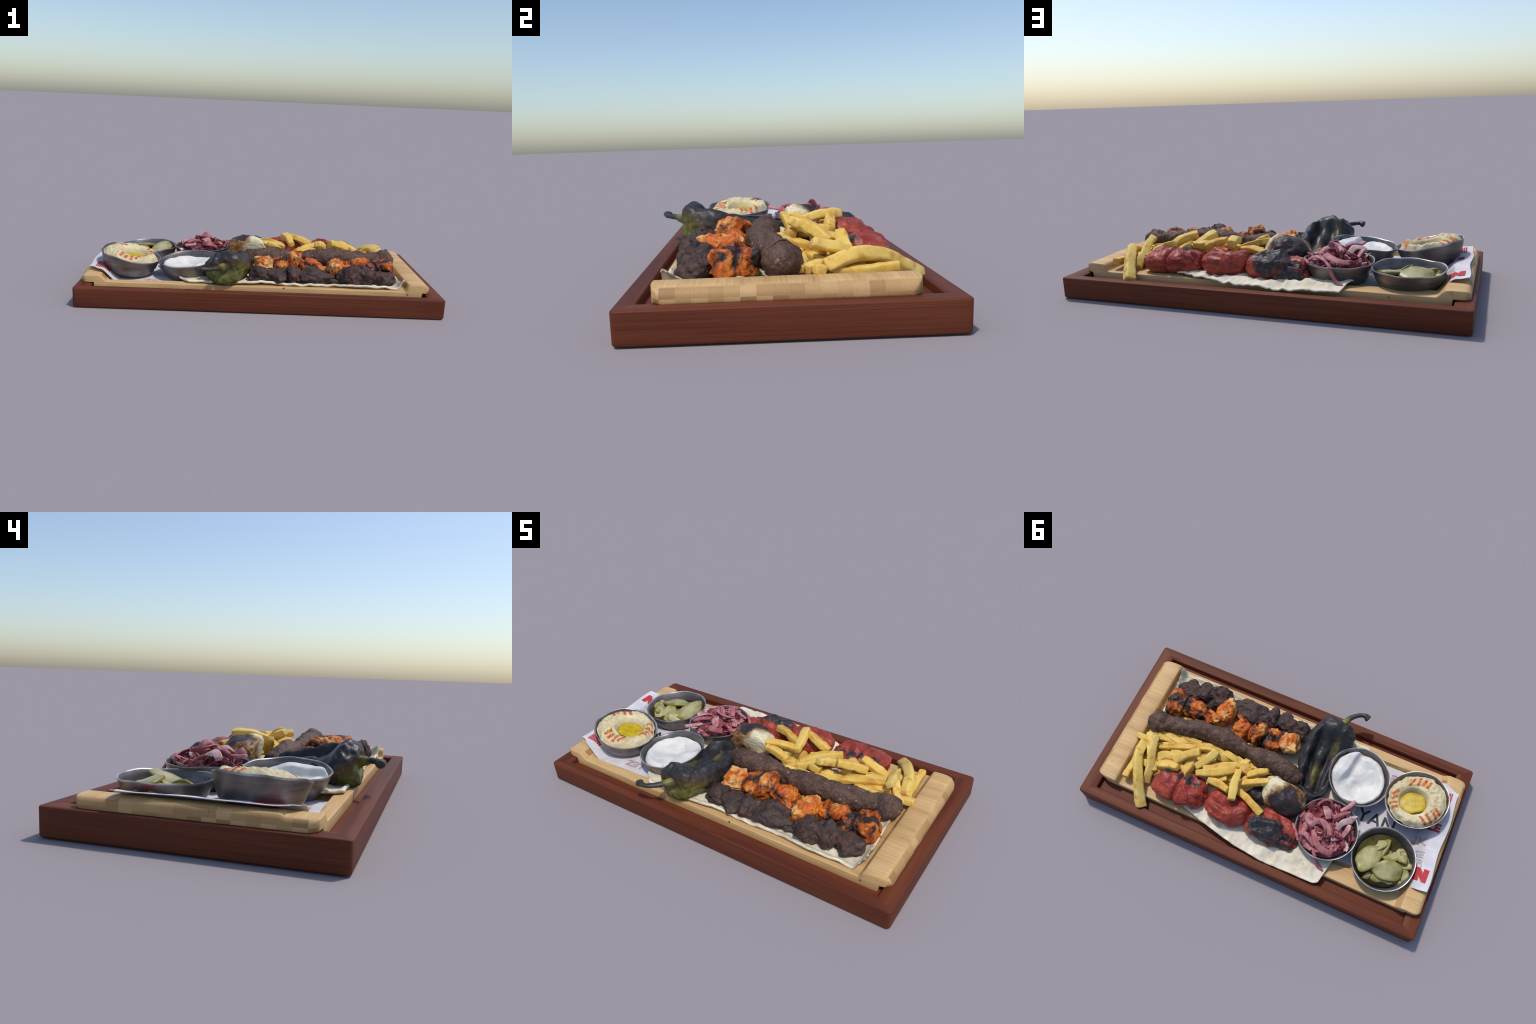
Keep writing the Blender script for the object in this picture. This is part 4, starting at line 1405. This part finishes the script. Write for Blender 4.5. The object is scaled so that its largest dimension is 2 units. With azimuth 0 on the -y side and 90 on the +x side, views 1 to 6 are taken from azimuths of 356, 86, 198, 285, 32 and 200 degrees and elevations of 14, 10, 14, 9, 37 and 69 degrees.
MAT_FRY = fry_mat()
FRIES = [
    ((0.769, 0.091, 0.175), (0.753, 0.183, 0.205), (0.708, 0.287, 0.185), (0.666, 0.372, 0.135), (0.641, 0.416, 0.108), 0.055),
    ((0.700, 0.056, 0.235), (0.689, 0.140, 0.215), (0.670, 0.231, 0.170), (0.668, 0.287, 0.135), 0.045),
    ((0.777, 0.310, 0.165), (0.773, 0.204, 0.155), (0.769, 0.108, 0.150), 0.045),
    ((0.819, 0.064, 0.170), (0.755, 0.062, 0.165), (0.710, 0.059, 0.160), 0.040),
    ((0.668, 0.095, 0.200), (0.547, 0.050, 0.205), (0.412, 0.003, 0.200), 0.036),
    ((0.547, 0.138, 0.215), (0.494, 0.094, 0.250), (0.435, 0.063, 0.265), 0.050),
    ((0.427, 0.124, 0.210), (0.380, 0.076, 0.245), (0.350, 0.026, 0.268), 0.050),
    ((0.649, 0.187, 0.170), (0.584, 0.179, 0.205), (0.513, 0.179, 0.240), 0.050),
    ((0.475, 0.191, 0.200), (0.464, 0.143, 0.210), (0.463, 0.090, 0.200), 0.055),
    ((0.407, 0.168, 0.235), (0.316, 0.123, 0.225), (0.229, 0.063, 0.200), 0.048),
    ((0.385, 0.127, 0.225), (0.282, 0.060, 0.205), (0.171, 0.006, 0.185), 0.040),
    ((0.168, 0.240, 0.265), (0.186, 0.175, 0.270), (0.200, 0.079, 0.250), 0.046),
    ((0.326, 0.179, 0.230), (0.267, 0.185, 0.255), (0.207, 0.205, 0.275), 0.044),
    ((0.152, 0.174, 0.220), (0.077, 0.209, 0.235), (0.003, 0.246, 0.225), 0.046),
    ((0.159, 0.128, 0.220), (0.091, 0.101, 0.240), (0.028, 0.073, 0.250), 0.043),
    ((0.147, 0.060, 0.190), (0.103, 0.042, 0.230), (0.056, 0.026, 0.262), 0.045),
    ((0.695, 0.030, 0.170), (0.581, 0.013, 0.180), (0.477, -0.019, 0.180), 0.040),
    ((0.653, 0.142, 0.175), (0.615, 0.120, 0.190), (0.564, 0.116, 0.190), 0.055),
    ((0.352, -0.009, 0.190), (0.289, 0.001, 0.190), (0.240, 0.010, 0.185), 0.035),
    ((0.353, 0.028, 0.215), (0.318, 0.033, 0.220), (0.293, 0.042, 0.200), 0.042),
    ((0.765, 0.027, 0.165), (0.731, 0.073, 0.170), (0.713, 0.106, 0.165), 0.040),
    ((0.596, 0.091, 0.190), (0.532, 0.086, 0.190), (0.473, 0.075, 0.180), 0.040),
    ((0.441, 0.011, 0.200), (0.381, -0.001, 0.195), (0.318, -0.004, 0.185), 0.038),
    ((0.206, 0.044, 0.200), (0.168, 0.041, 0.190), (0.142, 0.051, 0.180), 0.045),
    ((0.253, 0.127, 0.200), (0.288, 0.149, 0.200), (0.334, 0.161, 0.200), 0.040),
    ((0.529, 0.145, 0.200), (0.497, 0.162, 0.190), (0.470, 0.181, 0.180), 0.045),
    ((0.732, 0.180, 0.155), (0.733, 0.234, 0.150), (0.736, 0.282, 0.145), 0.040),
]
rr = random.Random(5)
FRIES += [((0.395, -0.135, 0.150), (0.360, -0.125, 0.155), (0.325, -0.130, 0.150), 0.036), ((0.480, -0.150, 0.140), (0.440, -0.148, 0.145), (0.400, -0.155, 0.140), 0.034),
          ((0.660, -0.128, 0.140), (0.610, -0.132, 0.146), (0.560, -0.140, 0.142), 0.036), ((0.240, -0.118, 0.142), (0.190, -0.112, 0.146), (0.140, -0.108, 0.142), 0.036)]
for k in range(26):                                   # the lower layer of the heap
    x = 0.12 + 0.60 * (k + rr.random()) / 26
    y0 = np.interp(x, [0.1, 0.3, 0.5, 0.7], [0.04, 0.0, -0.02, 0.02])
    y1 = np.interp(x, [0.1, 0.3, 0.5, 0.7], [0.17, 0.18, 0.20, 0.21])
    y = y0 + (y1 - y0) * rr.random()
    a = rr.uniform(-1.2, 1.2) + (math.pi / 2 if rr.random() < 0.25 else 0)
    L = rr.uniform(0.05, 0.09)
    z = rr.choice((0.142, 0.160, 0.172))
    d = np.array([math.cos(a) * L, math.sin(a) * L, rr.uniform(-0.012, 0.012)])
    p = np.array([x, y, z])
    FRIES.append((tuple(p - d), tuple(p + np.array([0, 0, 0.008])), tuple(p + d), rr.uniform(0.038, 0.048)))
for k in range(15):                                   # fries pushed under the kebab's flank
    x = 0.10 + 0.60 * k / 14 + rr.uniform(-0.015, 0.015)
    y = float(np.interp(x, [0.0, 0.3, 0.42, 0.6, 0.72], [0.0, -0.012, -0.020, -0.004, 0.015])) + rr.uniform(-0.006, 0.022)
    a = rr.uniform(-0.45, 0.25)
    L = rr.uniform(0.045, 0.075)
    d = np.array([math.cos(a) * L, math.sin(a) * L, rr.uniform(-0.01, 0.01)])
    p = np.array([x, y, rr.uniform(0.165, 0.186)])
    FRIES.append((tuple(p - d), tuple(p + np.array([0, 0, 0.005])), tuple(p + d), rr.uniform(0.036, 0.044)))
for i, f in enumerate(FRIES):
    w = f[-1] / 2 * (0.97 if i < 2 else rr.uniform(0.84, 0.97))
    pts = [np.array(p) - np.array([0, 0, w * 0.30]) for p in f[:-1]]
    q = rr.uniform(0, 6)
    t0, t1_ = rr.uniform(0.78, 1.0), rr.uniform(0.72, 1.0)
    wf = lambda t: w * (t0 + (1 - t0) * smooth(0, 0.3, t)) * (t1_ + (1 - t1_) * smooth(1, 0.7, t)) * (1 + 0.06 * math.sin(5 * t + q))
    V, F = tube(pts, wf, lambda t: wf(t) * 0.92, n=30, seg=24, power=4.6, roll=rr.uniform(-0.35, 0.35) if i > 1 else 0.5, round_ends=0.3)
    V += (0.0026 * fbm(V + i, 26, 2, i))[:, None] * np.array([0.8, 0.8, 1])
    if i > 4:
        V[:, 2] = np.maximum(V[:, 2], 0.122)
    make('french_fry', V, F, MAT_FRY, fri, sharp=55)
